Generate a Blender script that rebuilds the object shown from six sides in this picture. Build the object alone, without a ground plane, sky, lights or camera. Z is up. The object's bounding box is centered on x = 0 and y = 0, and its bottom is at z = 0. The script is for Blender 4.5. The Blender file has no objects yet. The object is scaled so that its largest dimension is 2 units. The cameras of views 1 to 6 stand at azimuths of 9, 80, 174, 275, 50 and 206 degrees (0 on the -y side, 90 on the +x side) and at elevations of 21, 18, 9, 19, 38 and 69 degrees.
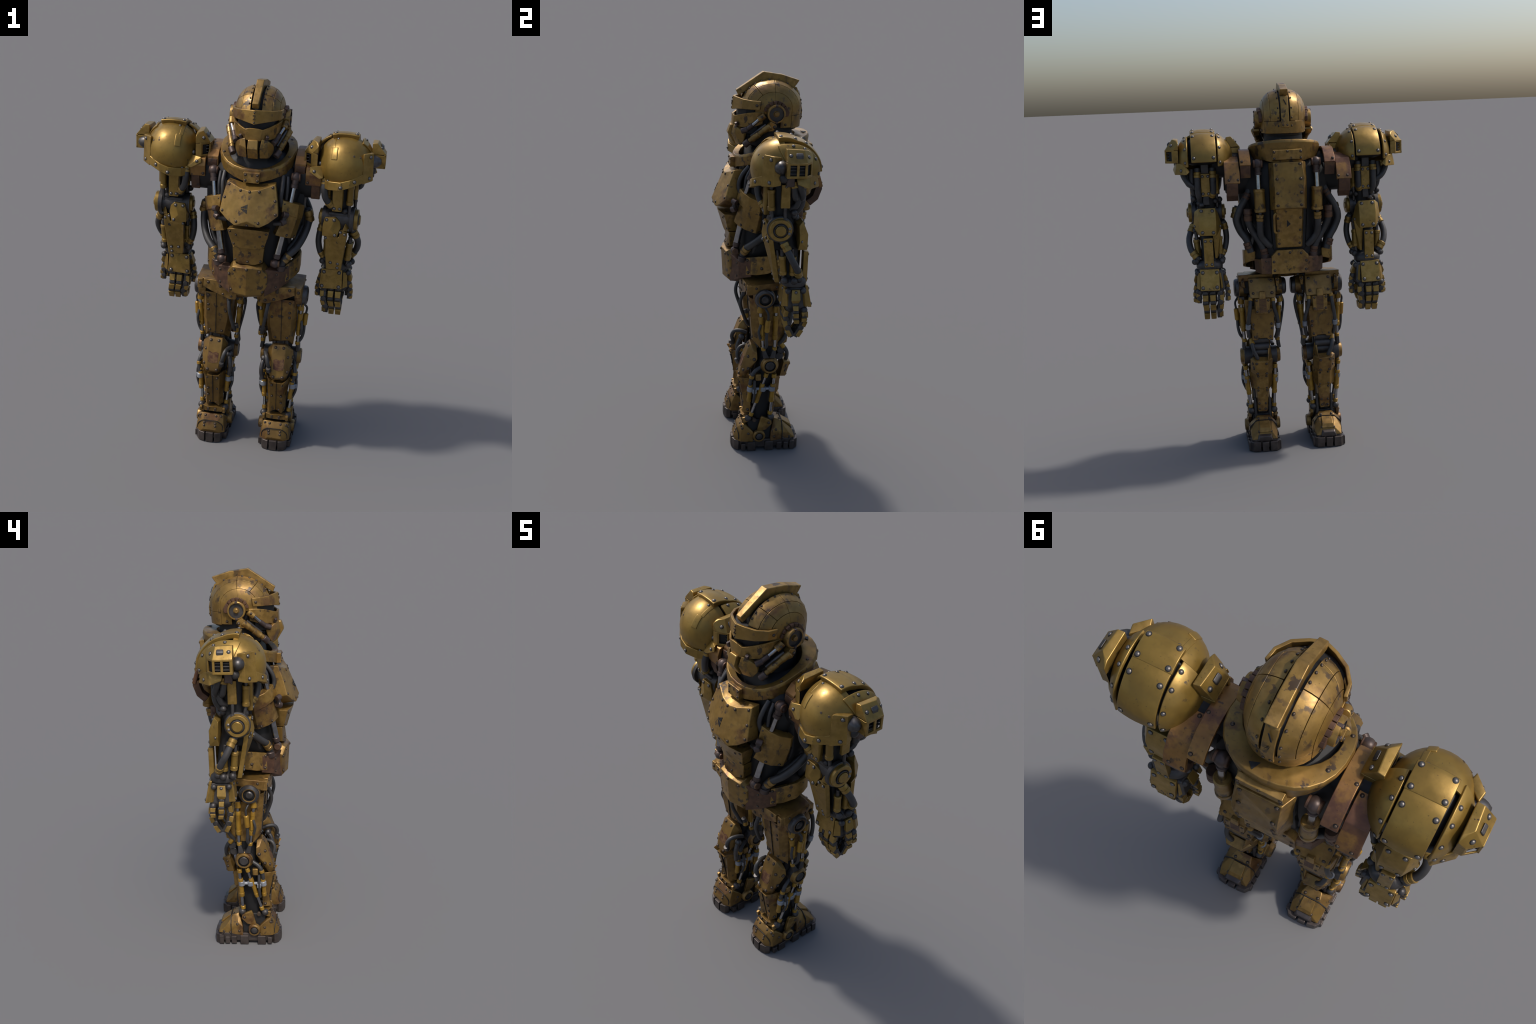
import bpy, bmesh, math, random
import numpy as np
from mathutils import Vector, Matrix
from mathutils.bvhtree import BVHTree

random.seed(7)
V = Vector

# ------------------------------------------------------------------ materials
def srgb(r, g, b):
    f = lambda c: (c / 255 / 12.92) if c / 255 <= .04045 else ((c / 255 + .055) / 1.055) ** 2.4
    return (f(r), f(g), f(b), 1)

class NT:
    """tiny helper for building node trees"""
    def __init__(s, name):
        s.m = bpy.data.materials.new(name); s.m.use_nodes = True
        s.t = s.m.node_tree; s.b = s.t.nodes['Principled BSDF']
        s.co = s.n('ShaderNodeTexCoord').outputs['Object']
    def n(s, k, **kw):
        nd = s.t.nodes.new(k)
        for a, v in kw.items(): setattr(nd, a, v)
        return nd
    def l(s, a, b): s.t.links.new(a, b)
    def noise(s, scale, detail=4, rough=.55, stretch=None, off=0.0):
        co = s.co
        if stretch or off:
            mp = s.n('ShaderNodeMapping'); mp.inputs['Scale'].default_value = stretch or (1, 1, 1)
            mp.inputs['Location'].default_value = (off, off * 1.7, off * .6)
            s.l(s.co, mp.inputs['Vector']); co = mp.outputs[0]
        nd = s.n('ShaderNodeTexNoise'); nd.inputs['Scale'].default_value = scale
        nd.inputs['Detail'].default_value = detail; nd.inputs['Roughness'].default_value = rough
        s.l(co, nd.inputs['Vector']); return nd.outputs['Fac']
    def ramp(s, x, a, b):
        nd = s.n('ShaderNodeMapRange'); nd.inputs['From Min'].default_value = a
        nd.inputs['From Max'].default_value = b; nd.clamp = True
        s.l(x, nd.inputs['Value']); return nd.outputs[0]
    def mul(s, a, b):
        nd = s.n('ShaderNodeMath', operation='MULTIPLY')
        for i, x in enumerate((a, b)):
            if isinstance(x, (int, float)): nd.inputs[i].default_value = x
            else: s.l(x, nd.inputs[i])
        return nd.outputs[0]
    def mix(s, fac, a, b):
        nd = s.n('ShaderNodeMix', data_type='RGBA')
        if isinstance(fac, (int, float)): nd.inputs['Factor'].default_value = fac
        else: s.l(fac, nd.inputs['Factor'])
        for nm, x in ((6, a), (7, b)):
            if isinstance(x, tuple): nd.inputs[nm].default_value = x
            else: s.l(x, nd.inputs[nm])
        return nd.outputs[2]
    def bump(s, h, strength, dist):
        nd = s.n('ShaderNodeBump'); nd.inputs['Strength'].default_value = strength
        nd.inputs['Distance'].default_value = dist; s.l(h, nd.inputs['Height'])
        return nd

def paint(name, c1, c2, chip=0.5, chip_col=(40, 29, 24), rust=0.0, rust_col=(74, 42, 30),
          metal=.55, rough=.42, edge=.35, edge_col=(196, 158, 96), dent=.35):
    s = NT(name)
    col = s.mix(s.ramp(s.noise(9, 5), .35, .68), srgb(*c1), srgb(*c2))
    col = s.mix(s.mul(s.ramp(s.noise(60, 6, .7, (1, 1, .5), 3.1), .5, .8), .35), col, srgb(*[int(c * .7) for c in c1]))
    if rust:
        r = s.mul(s.ramp(s.noise(7, 6, .62, None, 5.3), .62 - .16 * rust, .70 - .14 * rust), .85)
        col = s.mix(r, col, srgb(*rust_col))
    # light worn arrises
    g = s.n('ShaderNodeNewGeometry')
    e = s.mul(s.ramp(g.outputs['Pointiness'], .53, .62), s.ramp(s.noise(38, 4), .4, .62))
    col = s.mix(s.mul(e, edge), col, srgb(*edge_col))
    rg = rough
    if chip:
        big = s.ramp(s.noise(16, 2, .5, None, 9.7), .42, .62)
        c = s.mul(s.ramp(s.noise(34, 3, .55, (1, 1, .75), 1.3), .71 - .16 * chip, .75 - .16 * chip), big)
        col = s.mix(s.mul(c, .88), col, srgb(*chip_col))
        fleck = s.ramp(s.noise(130, 2, .5, None, 2.2), .70, .73)
        col = s.mix(s.mul(fleck, .5), col, srgb(*chip_col))
        nd = s.n('ShaderNodeMapRange'); s.l(c, nd.inputs['Value'])
        nd.inputs['To Min'].default_value = metal; nd.inputs['To Max'].default_value = metal * .3
        s.l(nd.outputs[0], s.b.inputs['Metallic'])
    else:
        s.b.inputs['Metallic'].default_value = metal
    nd = s.n('ShaderNodeMapRange'); s.l(s.noise(22, 5, .6, None, 4.4), nd.inputs['Value'])
    nd.inputs['From Min'].default_value = .3; nd.inputs['From Max'].default_value = .7
    nd.inputs['To Min'].default_value = rough - .09; nd.inputs['To Max'].default_value = rough + .12
    s.l(nd.outputs[0], s.b.inputs['Roughness'])
    s.l(col, s.b.inputs['Base Color'])
    b1 = s.bump(s.noise(13, 2, .4, None, 8.1), dent, .006)
    b2 = s.bump(s.noise(150, 3, .6), .12, .001)
    s.l(b1.outputs[0], b2.inputs['Normal']); s.l(b2.outputs[0], s.b.inputs['Normal'])
    return s.m

def plain(name, c1, c2, metal, rough, scale=25, bump=.15, spec=.5):
    s = NT(name)
    col = s.mix(s.ramp(s.noise(scale, 5), .35, .68), srgb(*c1), srgb(*c2))
    s.l(col, s.b.inputs['Base Color'])
    s.b.inputs['Metallic'].default_value = metal; s.b.inputs['Roughness'].default_value = rough
    s.b.inputs['Specular IOR Level'].default_value = spec
    s.l(s.bump(s.noise(scale * 4, 3), bump, .002).outputs[0], s.b.inputs['Normal'])
    return s.m

M = {}
M['gold']  = paint('gold_paint', (142, 114, 53), (120, 95, 43), chip=.32, rust=0, rough=.37, edge=.5, dent=.45)
M['worn']  = paint('worn_gold_paint', (139, 109, 53), (113, 87, 44), chip=.95, rust=.36, rough=.38, dent=.8, edge=.6, rust_col=(90, 62, 42))
M['leg']   = paint('rusty_gold_paint', (127, 98, 47), (103, 77, 38), chip=.85, rust=.5, rough=.42, dent=.7, edge=.6, rust_col=(86, 56, 34))
M['brown'] = paint('brown_paint', (84, 60, 45), (68, 47, 36), chip=.6, rust=.42, rust_col=(104, 76, 44), rough=.5, edge_col=(150, 110, 80), metal=.4)
M['mixed'] = paint('rust_mottled_paint', (140, 104, 54), (118, 84, 44), chip=.7, rust=.8, rust_col=(84, 56, 48), rough=.42, edge_col=(176, 130, 84))
M['rust']  = paint('rust_red', (76, 42, 27), (64, 38, 26), chip=.25, rust=.3, rust_col=(84, 56, 34), metal=.3, rough=.58, edge=.2)
M['yellow']= plain('yellow_piston_paint', (158, 121, 40), (130, 97, 33), .3, .42)
M['steel'] = plain('dark_steel', (92, 90, 90), (66, 62, 60), .75, .42)
M['bolt']  = plain('bolt_steel', (128, 124, 120), (92, 84, 78), .75, .38, 300)
M['wbolt'] = plain('worn_bolt', (92, 78, 64), (62, 52, 46), .6, .42, 300)
M['grey']  = plain('grey_metal', (74, 71, 70), (54, 51, 50), .55, .48)
M['bgrey'] = plain('brownish_joint_metal', (84, 70, 64), (60, 50, 48), .5, .45)
M['black'] = plain('black_inner', (26, 25, 26), (18, 18, 20), .2, .6)
M['rubber']= plain('rubber_hose', (54, 52, 52), (40, 39, 39), 0.0, .5)
M['chrome']= plain('chrome_rod', (168, 168, 170), (140, 140, 144), 1.0, .2, 40, .05)
M['clamp'] = plain('light_clamp_metal', (142, 146, 152), (112, 114, 120), .4, .45)
M['sole']  = plain('boot_sole_metal', (84, 76, 72), (62, 55, 52), .6, .42)

# ------------------------------------------------------------------ geometry
COL = bpy.context.scene.collection
ROOT = bpy.data.objects.new('armoured_robot', None); COL.objects.link(ROOT)
ROOT['label'] = 'bulky worn gold armoured humanoid robot with round shoulders'
ROOT['category'] = 'robot'
CUR = {'part': None, 'mirror': False}
TWIN = {}

def finish(name, bm, mat, bevel=.0025, seg=2, smooth=35, part=False, stuff=False):
    me = bpy.data.meshes.new(name)
    bmesh.ops.recalc_face_normals(bm, faces=bm.faces)
    bm.to_mesh(me); bm.free()
    mats = mat if isinstance(mat, (list, tuple)) else [mat]
    for m in mats: me.materials.append(M[m])
    return put(name, me, bevel, seg, smooth, part, stuff)

def put(name, me, bevel, seg, smooth, part, stuff=False):
    me.shade_smooth()
    if not bevel: me.set_sharp_from_angle(angle=math.radians(smooth))
    def mk(mesh):
        ob = bpy.data.objects.new(name, mesh); COL.objects.link(ob)
        if bevel:
            md = ob.modifiers.new('bevel', 'BEVEL'); md.width = bevel; md.segments = seg
            md.limit_method = 'ANGLE'; md.angle_limit = math.radians(24)
            w = ob.modifiers.new('wn', 'WEIGHTED_NORMAL'); w.keep_sharp = True
        if stuff: ob['kind'] = 'stuff'
        return ob
    ob = mk(me)
    tw = None
    if CUR['mirror']:
        m2 = me.copy(); m2.transform(Matrix.Diagonal((-1, 1, 1, 1))); m2.flip_normals()
        tw = mk(m2); TWIN[ob] = tw
    if part:
        ob.parent = ROOT; CUR['part'] = ob
        if tw: tw.parent = ROOT
    else:
        ob.parent = CUR['part']
        if tw: tw.parent = TWIN.get(CUR['part'], CUR['part'])
    return ob

def hull(name, pts, mat='gold', bevel=.003, sym=False, **k):
    if sym: pts = list(pts) + [(-p[0], p[1], p[2]) for p in pts if abs(p[0]) > 1e-6]
    bm = bmesh.new()
    for p in pts: bm.verts.new(p)
    r = bmesh.ops.convex_hull(bm, input=bm.verts)
    bmesh.ops.delete(bm, geom=[v for v in bm.verts if not v.link_faces], context='VERTS')
    bmesh.ops.dissolve_limit(bm, angle_limit=math.radians(2), verts=bm.verts, edges=bm.edges)
    return finish(name, bm, mat, bevel, **k)

def boxpts(x, y, z):
    return [(a, b, c) for a in x for b in y for c in z]
def box(name, x, y, z, mat='gold', **k): return hull(name, boxpts(x, y, z), mat, **k)

def slab(name, front, back, mat='gold', centre=None, bevel=.003, **k):
    """closed solid between two outlines of equal point count; optional raised centre point"""
    bm = bmesh.new(); n = len(front)
    f = [bm.verts.new(p) for p in front]; b = [bm.verts.new(p) for p in back]
    for i in range(n):
        j = (i + 1) % n; bm.faces.new((f[i], f[j], b[j], b[i]))
    if centre is None: bm.faces.new(f)
    else:
        cs = centre if isinstance(centre, list) else [centre]
        c = bm.verts.new(cs[0])
        for i in range(n): bm.faces.new((f[i], f[(i + 1) % n], c))
    bm.faces.new(b[::-1])
    return finish(name, bm, mat, bevel, **k)

def plate(name, pts, d, mat='gold', **k):
    """slab made from one outline pushed back by vector d"""
    d = V(d); return slab(name, pts, [tuple(V(p) + d) for p in pts], mat, **k)

def prism(name, yz, x0, x1, mat='gold', **k):
    return slab(name, [(x1, y, z) for y, z in yz], [(x0, y, z) for y, z in yz], mat, **k)

def strip(name, path, x0, x1, th, mat='gold', bevel=.003, **k):
    """curved band: (y,z) outer path, inner side offset towards path centre"""
    P = [np.array(p, float) for p in path]; n = len(P); c = sum(P) / n
    c = np.array(k.pop('centre', c)); off = []
    for i in range(n):
        t = P[min(i + 1, n - 1)] - P[max(i - 1, 0)]; nn = np.array([-t[1], t[0]]); nn /= np.linalg.norm(nn)
        if nn @ (c - P[i]) < 0: nn = -nn
        off.append(P[i] + nn * th)
    poly = [tuple(p) for p in P] + [tuple(p) for p in off[::-1]]
    if not isinstance(x0, (list, tuple)): x0 = [x0] * n; x1 = [x1] * n
    a = list(x0) + list(x0)[::-1]; b = list(x1) + list(x1)[::-1]
    bm = bmesh.new(); m = len(poly)
    A = [bm.verts.new((a[i], *poly[i])) for i in range(m)]; B = [bm.verts.new((b[i], *poly[i])) for i in range(m)]
    for i in range(m):
        j = (i + 1) % m; bm.faces.new((A[i], A[j], B[j], B[i]))
    for i in range(n - 1):
        bm.faces.new((A[i], A[m - 1 - i], A[m - 2 - i], A[i + 1])); bm.faces.new((B[i], B[i + 1], B[m - 2 - i], B[m - 1 - i]))
    return finish(name, bm, mat, bevel, **k)

def frame(d):
    d = V(d).normalized(); a = V((0, 0, 1)) if abs(d.z) < .9 else V((1, 0, 0))
    u = d.cross(a).normalized(); return u, d.cross(u).normalized(), d

def lathe_bm(bm, p0, p1, prof, seg=20, cap=True, mi=0):
    """prof: list of (t along p0->p1 as fraction, radius[, material index])"""
    p0, p1 = V(p0), V(p1); u, w, d = frame(p1 - p0); rings = []
    for q in prof:
        c = p0.lerp(p1, q[0]); r = max(q[1], 1e-4)
        rings.append([bm.verts.new(c + (u * math.cos(2 * math.pi * i / seg) + w * math.sin(2 * math.pi * i / seg)) * r) for i in range(seg)])
    for k in range(len(rings) - 1):
        m = prof[k + 1][2] if len(prof[k + 1]) > 2 else mi
        for i in range(seg):
            j = (i + 1) % seg
            f = bm.faces.new((rings[k][i], rings[k][j], rings[k + 1][j], rings[k + 1][i])); f.material_index = m
    if cap:
        f = bm.faces.new(rings[0][::-1]); f.material_index = prof[0][2] if len(prof[0]) > 2 else mi
        f = bm.faces.new(rings[-1]); f.material_index = prof[-1][2] if len(prof[-1]) > 2 else mi

def lathe(name, p0, p1, prof, mat='gold', seg=24, bevel=0, smooth=30, **k):
    bm = bmesh.new(); lathe_bm(bm, p0, p1, prof, seg); return finish(name, bm, mat, bevel, smooth=smooth, **k)

def cyl(name, p0, p1, r, mat='gold', c=.12, **k):
    L = (V(p1) - V(p0)).length; t = min(r * c / L, .4)
    return lathe(name, p0, p1, [(0, r * (1 - c)), (t, r), (1 - t, r), (1, r * (1 - c))], mat, **k)

def ball(name, c, r, mat='grey', axis=(0, 0, 1), squash=1.0, **k):
    a = V(axis).normalized() * r * squash; n = 9
    pr = [((1 - math.cos(math.pi * i / n)) / 2, r * math.sin(math.pi * i / n)) for i in range(n + 1)]
    return lathe(name, V(c) - a, V(c) + a, pr, mat, seg=18, smooth=80, **k)

def curve_pts(pts, per=7):
    P = [V(p) for p in pts]; P = [P[0] * 2 - P[1]] + P + [P[-1] * 2 - P[-2]]; out = []
    for i in range(1, len(P) - 2):
        a, b, c, d = P[i - 1:i + 3]
        for s in range(per):
            t = s / per
            out.append(.5 * ((2 * b) + (c - a) * t + (2 * a - 5 * b + 4 * c - d) * t * t + (3 * b - a - 3 * c + d) * t ** 3))
    out.append(P[-2]); return out

def tube(name, pts, r, mat='rubber', seg=12, per=7, **k):
    C = curve_pts(pts, per); bm = bmesh.new(); prev = None; u = None; rings = []
    for i, p in enumerate(C):
        d = (C[min(i + 1, len(C) - 1)] - C[max(i - 1, 0)]).normalized()
        if u is None: u = frame(d)[0]
        u = (u - d * u.dot(d)).normalized(); w = d.cross(u)
        rings.append([bm.verts.new(p + (u * math.cos(2 * math.pi * q / seg) + w * math.sin(2 * math.pi * q / seg)) * r) for q in range(seg)])
    for a, b in zip(rings, rings[1:]):
        for q in range(seg): bm.faces.new((a[q], a[(q + 1) % seg], b[(q + 1) % seg], b[q]))
    bm.faces.new(rings[0][::-1]); bm.faces.new(rings[-1])
    return finish(name, bm, mat, 0, smooth=50, **k)

def shell(name, fn, u, v, nu, nv, th, mat='gold', bevel=.0025, **k):
    """thick patch of a parametric surface fn(u,v); th = thickness inwards"""
    us = np.linspace(*u, nu + 1) if len(u) == 2 else np.array(u)
    vs = np.linspace(*v, nv + 1) if len(v) == 2 else np.array(v)
    nu, nv = len(us) - 1, len(vs) - 1; bm = bmesh.new(); O = []; I = []; e = 1e-3
    for a in us:
        ro, ri = [], []
        for b in vs:
            p = V(fn(a, b)); n = (V(fn(a + e, b)) - V(fn(a - e, b))).cross(V(fn(a, b + e)) - V(fn(a, b - e)))
            n = n.normalized() if n.length > 1e-12 else V((0, 0, 1))
            ro.append(bm.verts.new(p)); ri.append(bm.verts.new(p - n * th))
        O.append(ro); I.append(ri)
    for i in range(nu):
        for j in range(nv):
            bm.faces.new((O[i][j], O[i + 1][j], O[i + 1][j + 1], O[i][j + 1]))
            bm.faces.new((I[i][j], I[i][j + 1], I[i + 1][j + 1], I[i + 1][j]))
    for i in range(nu):
        for j in (0, nv): bm.faces.new((O[i][j], O[i + 1][j], I[i + 1][j], I[i][j]))
    for j in range(nv):
        for i in (0, nu): bm.faces.new((O[i][j], O[i][j + 1], I[i][j + 1], I[i][j]))
    return finish(name, bm, mat, bevel, **k)

def loft(name, rings, mat, bevel=0, **k):
    bm = bmesh.new(); R = [[bm.verts.new(p) for p in r] for r in rings]; n = len(R[0])
    for a, b in zip(R, R[1:]):
        for i in range(n): bm.faces.new((a[i], a[(i + 1) % n], b[(i + 1) % n], b[i]))
    bm.faces.new(R[0][::-1]); bm.faces.new(R[-1])
    return finish(name, bm, mat, bevel, **k)

def oval(cx, cy, rx, ry, z, n=28, e=.75):
    o = []
    for i in range(n):
        t = 2 * math.pi * i / n; c, s = math.cos(t), math.sin(t)
        o.append((cx + rx * math.copysign(abs(c) ** e, c), cy + ry * math.copysign(abs(s) ** e, s), z))
    return o

# --- bolts: one shared mesh per finish, set on real surfaces by ray casting
def bolt_mesh(mat):
    bm = bmesh.new()
    lathe_bm(bm, (0, 0, -.4), (0, 0, .16), [(0, 1.28), (.9, 1.28), (1, 1.15)], seg=10, mi=1)
    lathe_bm(bm, (0, 0, -.3), (0, 0, .8), [(0, 1.0), (.5, 1.0), (.6, .95), (.8, .74), (.93, .48), (1, .2)], seg=10)
    me = bpy.data.meshes.new('bolt'); bmesh.ops.recalc_face_normals(bm, faces=bm.faces); bm.to_mesh(me); bm.free()
    me.materials.append(M[mat]); me.materials.append(M['black']); me.shade_smooth(); me.set_sharp_from_angle(angle=math.radians(40)); return me
BM = {'bolt': bolt_mesh('bolt'), 'wbolt': bolt_mesh('wbolt')}

def bolt_at(p, n, r, kind='bolt'):
    def mk(p, n, par):
        ob = bpy.data.objects.new('bolt', BM[kind]); COL.objects.link(ob)
        u, w, d = frame(n); R = Matrix((u, w, d)).transposed().to_4x4()
        ob.matrix_world = Matrix.Translation(p) @ R @ Matrix.Scale(r * .92, 4); ob.parent = par
    p, n = V(p), V(n)
    mk(p, n, CUR['part'])
    if CUR['mirror']:
        mk(V((-p.x, p.y, p.z)), V((-n.x, n.y, n.z)), TWIN.get(CUR['part'], CUR['part']))

def bolts(ob, pts, d, r=.0065, kind='bolt'):
    """each point is pushed along -d onto the surface of ob"""
    bv = BVHTree.FromPolygons([v.co for v in ob.data.vertices], [p.vertices for p in ob.data.polygons]); d = V(d).normalized()
    for p in pts:
        h, n, i, dist = bv.ray_cast(V(p) + d * .15, -d, .3)
        if h is None: continue
        if n.dot(d) < 0: n = -n
        bolt_at(h, n, r, kind)

def piston(name, p0, p1, r, prof=None, mats=('yellow', 'chrome', 'grey'), rod=.6, a=.0, b=.55, **k):
    """cylinder from a..b of the axis with bands, chrome rod on the rest"""
    bm = bmesh.new(); P0, P1 = V(p0), V(p1); at = lambda t: P0.lerp(P1, t)
    R = r * rod; L = (P1 - P0).length; e = .002 / L
    lathe_bm(bm, P0, P1, [(0.0, R), (1, R)], 14, mi=1)
    lathe_bm(bm, at(a), at(b), [(0, r * .86), (.04, r), (.16, r), (.17, r * .9), (.8, r * .9), (.81, r), (.96, r), (1, r * .86)], 18, mi=0)
    if b < .97: lathe_bm(bm, at(.92), at(1), [(0, r * .75), (.1, r * .9), (.9, r * .9), (1, r * .75)], 16, mi=0)
    if a > .03: lathe_bm(bm, at(0), at(.09), [(0, r * .75), (.1, r * .9), (.9, r * .9), (1, r * .75)], 16, mi=0)
    return finish(name, bm, list(mats), 0, smooth=35, **k)

def side(on=True): CUR['mirror'] = on
# ================================================================== HEAD
def head_fn(cx=0, cy=.02, cz=1.83, rx=.125, ry=.158, rz=.137, e=.84, grow=0.0):
    def f(lat, phi):
        la = math.radians(lat); s = math.sin(la); c = max(math.cos(la), 0)
        x = rx * math.copysign(abs(s) ** e, s); rho = c ** e
        ext = 0
        if phi > 180: ext = phi - 180; phi = 180
        if phi < 0: ext = -phi; phi = 0
        ph = math.radians(phi)
        k = 1 - .0006 * ext
        return (cx + x * k, cy - ry * rho * math.cos(ph) * k, cz + rz * rho * max(math.sin(ph), 0) - ext * .0017)
    return f
HF = head_fn(); HI = head_fn(rx=.119, ry=.152, rz=.131)
side(False)
rings = []
for z, s in ((1.72, .93), (1.75, .96), (1.80, 1), (1.85, 1), (1.90, .9), (1.935, .7), (1.955, .42)):
    rings.append(oval(0, .025, .108 * s, .138 * s, z - (.008 if z > 1.9 else 0), 28, .9))
loft('head', rings, 'black', part=True, smooth=80)
side(True)
for u in ((10, 33), (33.8, 57)):
    for v, n in (((16, 52), 3), ((52.8, 93), 3), ((93.8, 200), 7)):
        o = shell('helmet_panel', HF, u, v, 2, n, .006, 'worn', bevel=.0018)
shell('helmet_panel', HF, (57.8, 89.5), (-16, 93), 6, 12, .006, 'worn', bevel=.0018)
shell('helmet_panel', HF, (57.8, 89.5), (93.8, 190), 6, 10, .006, 'worn', bevel=.0018)
hp = shell('helmet_panel', HF, (57.8, 80), (190, 236), 5, 4, .006, 'worn', bevel=.0018)
bolts(hp, [(.13, .085, 1.75)], (1, .3, 0), .006, 'wbolt')
for a in (30, 42, 56, 70, 84, 120, 140, 165, 190, 215):
    p = HF(13.5, a); n = V((.25, p[1] - .02, (p[2] - 1.83) if a < 180 else 0))
    bolt_at(V(p), n, .0048, 'wbolt')
side(False)
shell('helmet_rear_band', HF, (-57, 57), (200.8, 238), 10, 2, .006, 'worn', bevel=.0018)
# crest: thick fin with a peak, swept back tip, and a strap running down the back
side(False)
CR = [(-.16, 1.906, .0155), (-.025, 2.0, .0195), (.07, 1.988, .021), (.162, 1.961, .0215), (.149, 1.94, .0215), (.128, 1.915, .021), (.06, 1.95, .021), (.0, 1.955, .020), (-.06, 1.94, .0185), (-.11, 1.90, .017), (-.147, 1.878, .016)]
slab('crest', [(w, y, z) for y, z, w in CR], [(-w, y, z) for y, z, w in CR], 'worn', bevel=.004)
strip('crest_strap', [(.10, 1.945), (.15, 1.925), (.171, 1.87), (.183, 1.81), (.18, 1.762)], -.021, .021, .014, 'worn', centre=(.02, 1.8))
for x in (-.011, .011): bolt_at((x, .1815, 1.775), (0, 1, -.05), .005, 'wbolt')
plate('crest_marking', [(.006, .1605, 1.908), (.001, .1615, 1.908), (-.010, .169, 1.885), (-.010, .170, 1.880), (-.006, .170, 1.880)], (0, .0025, .0008), 'black', bevel=0)
for dx in (0, .010):
    plate('crest_marking', [(.009 - dx, .1795, 1.838), (.004 - dx, .1775, 1.846), (-.004 - dx * .3, .175, 1.857), (-.003 - dx * .3, .1755, 1.853)], (0, .0025, .0008), 'black', bevel=0)
# brow band
B = [(.128, -.052), (.121, -.095), (.09, -.137), (.045, -.162), (0, -.178)]
full = [(x, y) for x, y in B] + [(-x, y) for x, y in B[-2::-1]]
zt = lambda x: 1.877 - .010 * (abs(x) / .128) ** 1.5
zb = lambda x: 1.808 + .016 * min(abs(x) / .1, 1) ** .8
def inn(x, y, d=.012):
    n = V((-x * 1.3, .0 - y, 0)).normalized(); return x + n.x * d, y + n.y * d
rr = []
for x, y in full:
    xi, yi = inn(x, y)
    rr.append([(x, y - .002, zb(x)), (x, y + .004, zt(x)), (xi, yi + .004, zt(x)), (xi, yi, zb(x))])
brow = loft('brow_band', rr, 'worn', bevel=.0025)
bolts(brow, [(.112, -.06, 1.845), (-.112, -.06, 1.845)], (1, -.6, 0), .0065, 'wbolt')
bolts(brow, [(-.112, -.06, 1.845)], (-1, -.6, 0), .0065, 'wbolt')
bolts(brow, [(0.0, -.15, 1.866), (0.0, -.15, 1.818)], (0, -1, 0), .0042, 'wbolt')
t = bpy.data.curves.new('brow_numeral', 'FONT'); t.body = '2'; t.size = .034; t.extrude = .0035; t.align_x = 'CENTER'; t.align_y = 'CENTER'
to = bpy.data.objects.new('tmp', t); COL.objects.link(to)
tm = bpy.data.meshes.new_from_object(to.evaluated_get(bpy.context.evaluated_depsgraph_get())); bpy.data.objects.remove(to)
tm.transform(Matrix.Translation((0, -.1765, 1.842)) @ Matrix.Rotation(math.radians(90), 4, 'X')); tm.name = 'brow_numeral'
tm.materials.clear(); tm.materials.append(M['wbolt']); put('brow_numeral', tm, 0, 1, 30, False)
# face: dark visor recess, wrap-around cheek mask, three jaw blocks
hull('visor_recess', [(.1, -.06, 1.86), (.1, -.06, 1.70), (.09, -.115, 1.85), (.085, -.12, 1.70), (.04, -.148, 1.85), (.03, -.15, 1.68)], 'black', sym=True, bevel=0)
mask = [((.124, -.03, 1.812), (.116, -.035, 1.752)), ((.121, -.07, 1.812), (.111, -.075, 1.738)), ((.105, -.112, 1.806), (.096, -.118, 1.732)),
        ((.072, -.150, 1.792), (.062, -.150, 1.728)), ((.044, -.171, 1.783), (.03, -.173, 1.728)), ((.02, -.1745, 1.789), (.015, -.176, 1.728))]
mm = mask + [((-a[0], a[1], a[2]), (-b[0], b[1], b[2])) for a, b in mask[::-1]]
rr = []
for a, b in mm:
    f = lambda p: (*inn(p[0], p[1], .011), p[2])
    rr.append([b, a, f(a), f(b)])
loft('cheek_mask', rr, 'worn', bevel=.0025)
hull('jaw_block', [(.024, -.186, 1.731), (.0255, -.199, 1.692), (.0245, -.165, 1.637), (.024, -.14, 1.637), (.024, -.14, 1.731), (.02, -.182, 1.735)], 'worn', sym=True, bevel=.004)
hull('jaw', [(.07, -.11, 1.73), (.075, -.10, 1.65), (.03, -.15, 1.73), (.03, -.14, 1.645), (.05, -.02, 1.66)], 'black', sym=True, bevel=.003)
side(True)
hull('jaw_block', [(.040, -.172, 1.738), (.060, -.165, 1.735), (.032, -.184, 1.69), (.032, -.157, 1.637), (.077, -.139, 1.637), (.097, -.130, 1.706), (.096, -.122, 1.668), (.068, -.168, 1.70), (.06, -.12, 1.64), (.05, -.13, 1.735), (.09, -.11, 1.70)], 'worn', bevel=.004)
cyl('jaw_knob', (.062, -.155, 1.735), (.068, -.163, 1.752), .008, 'bgrey')
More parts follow.
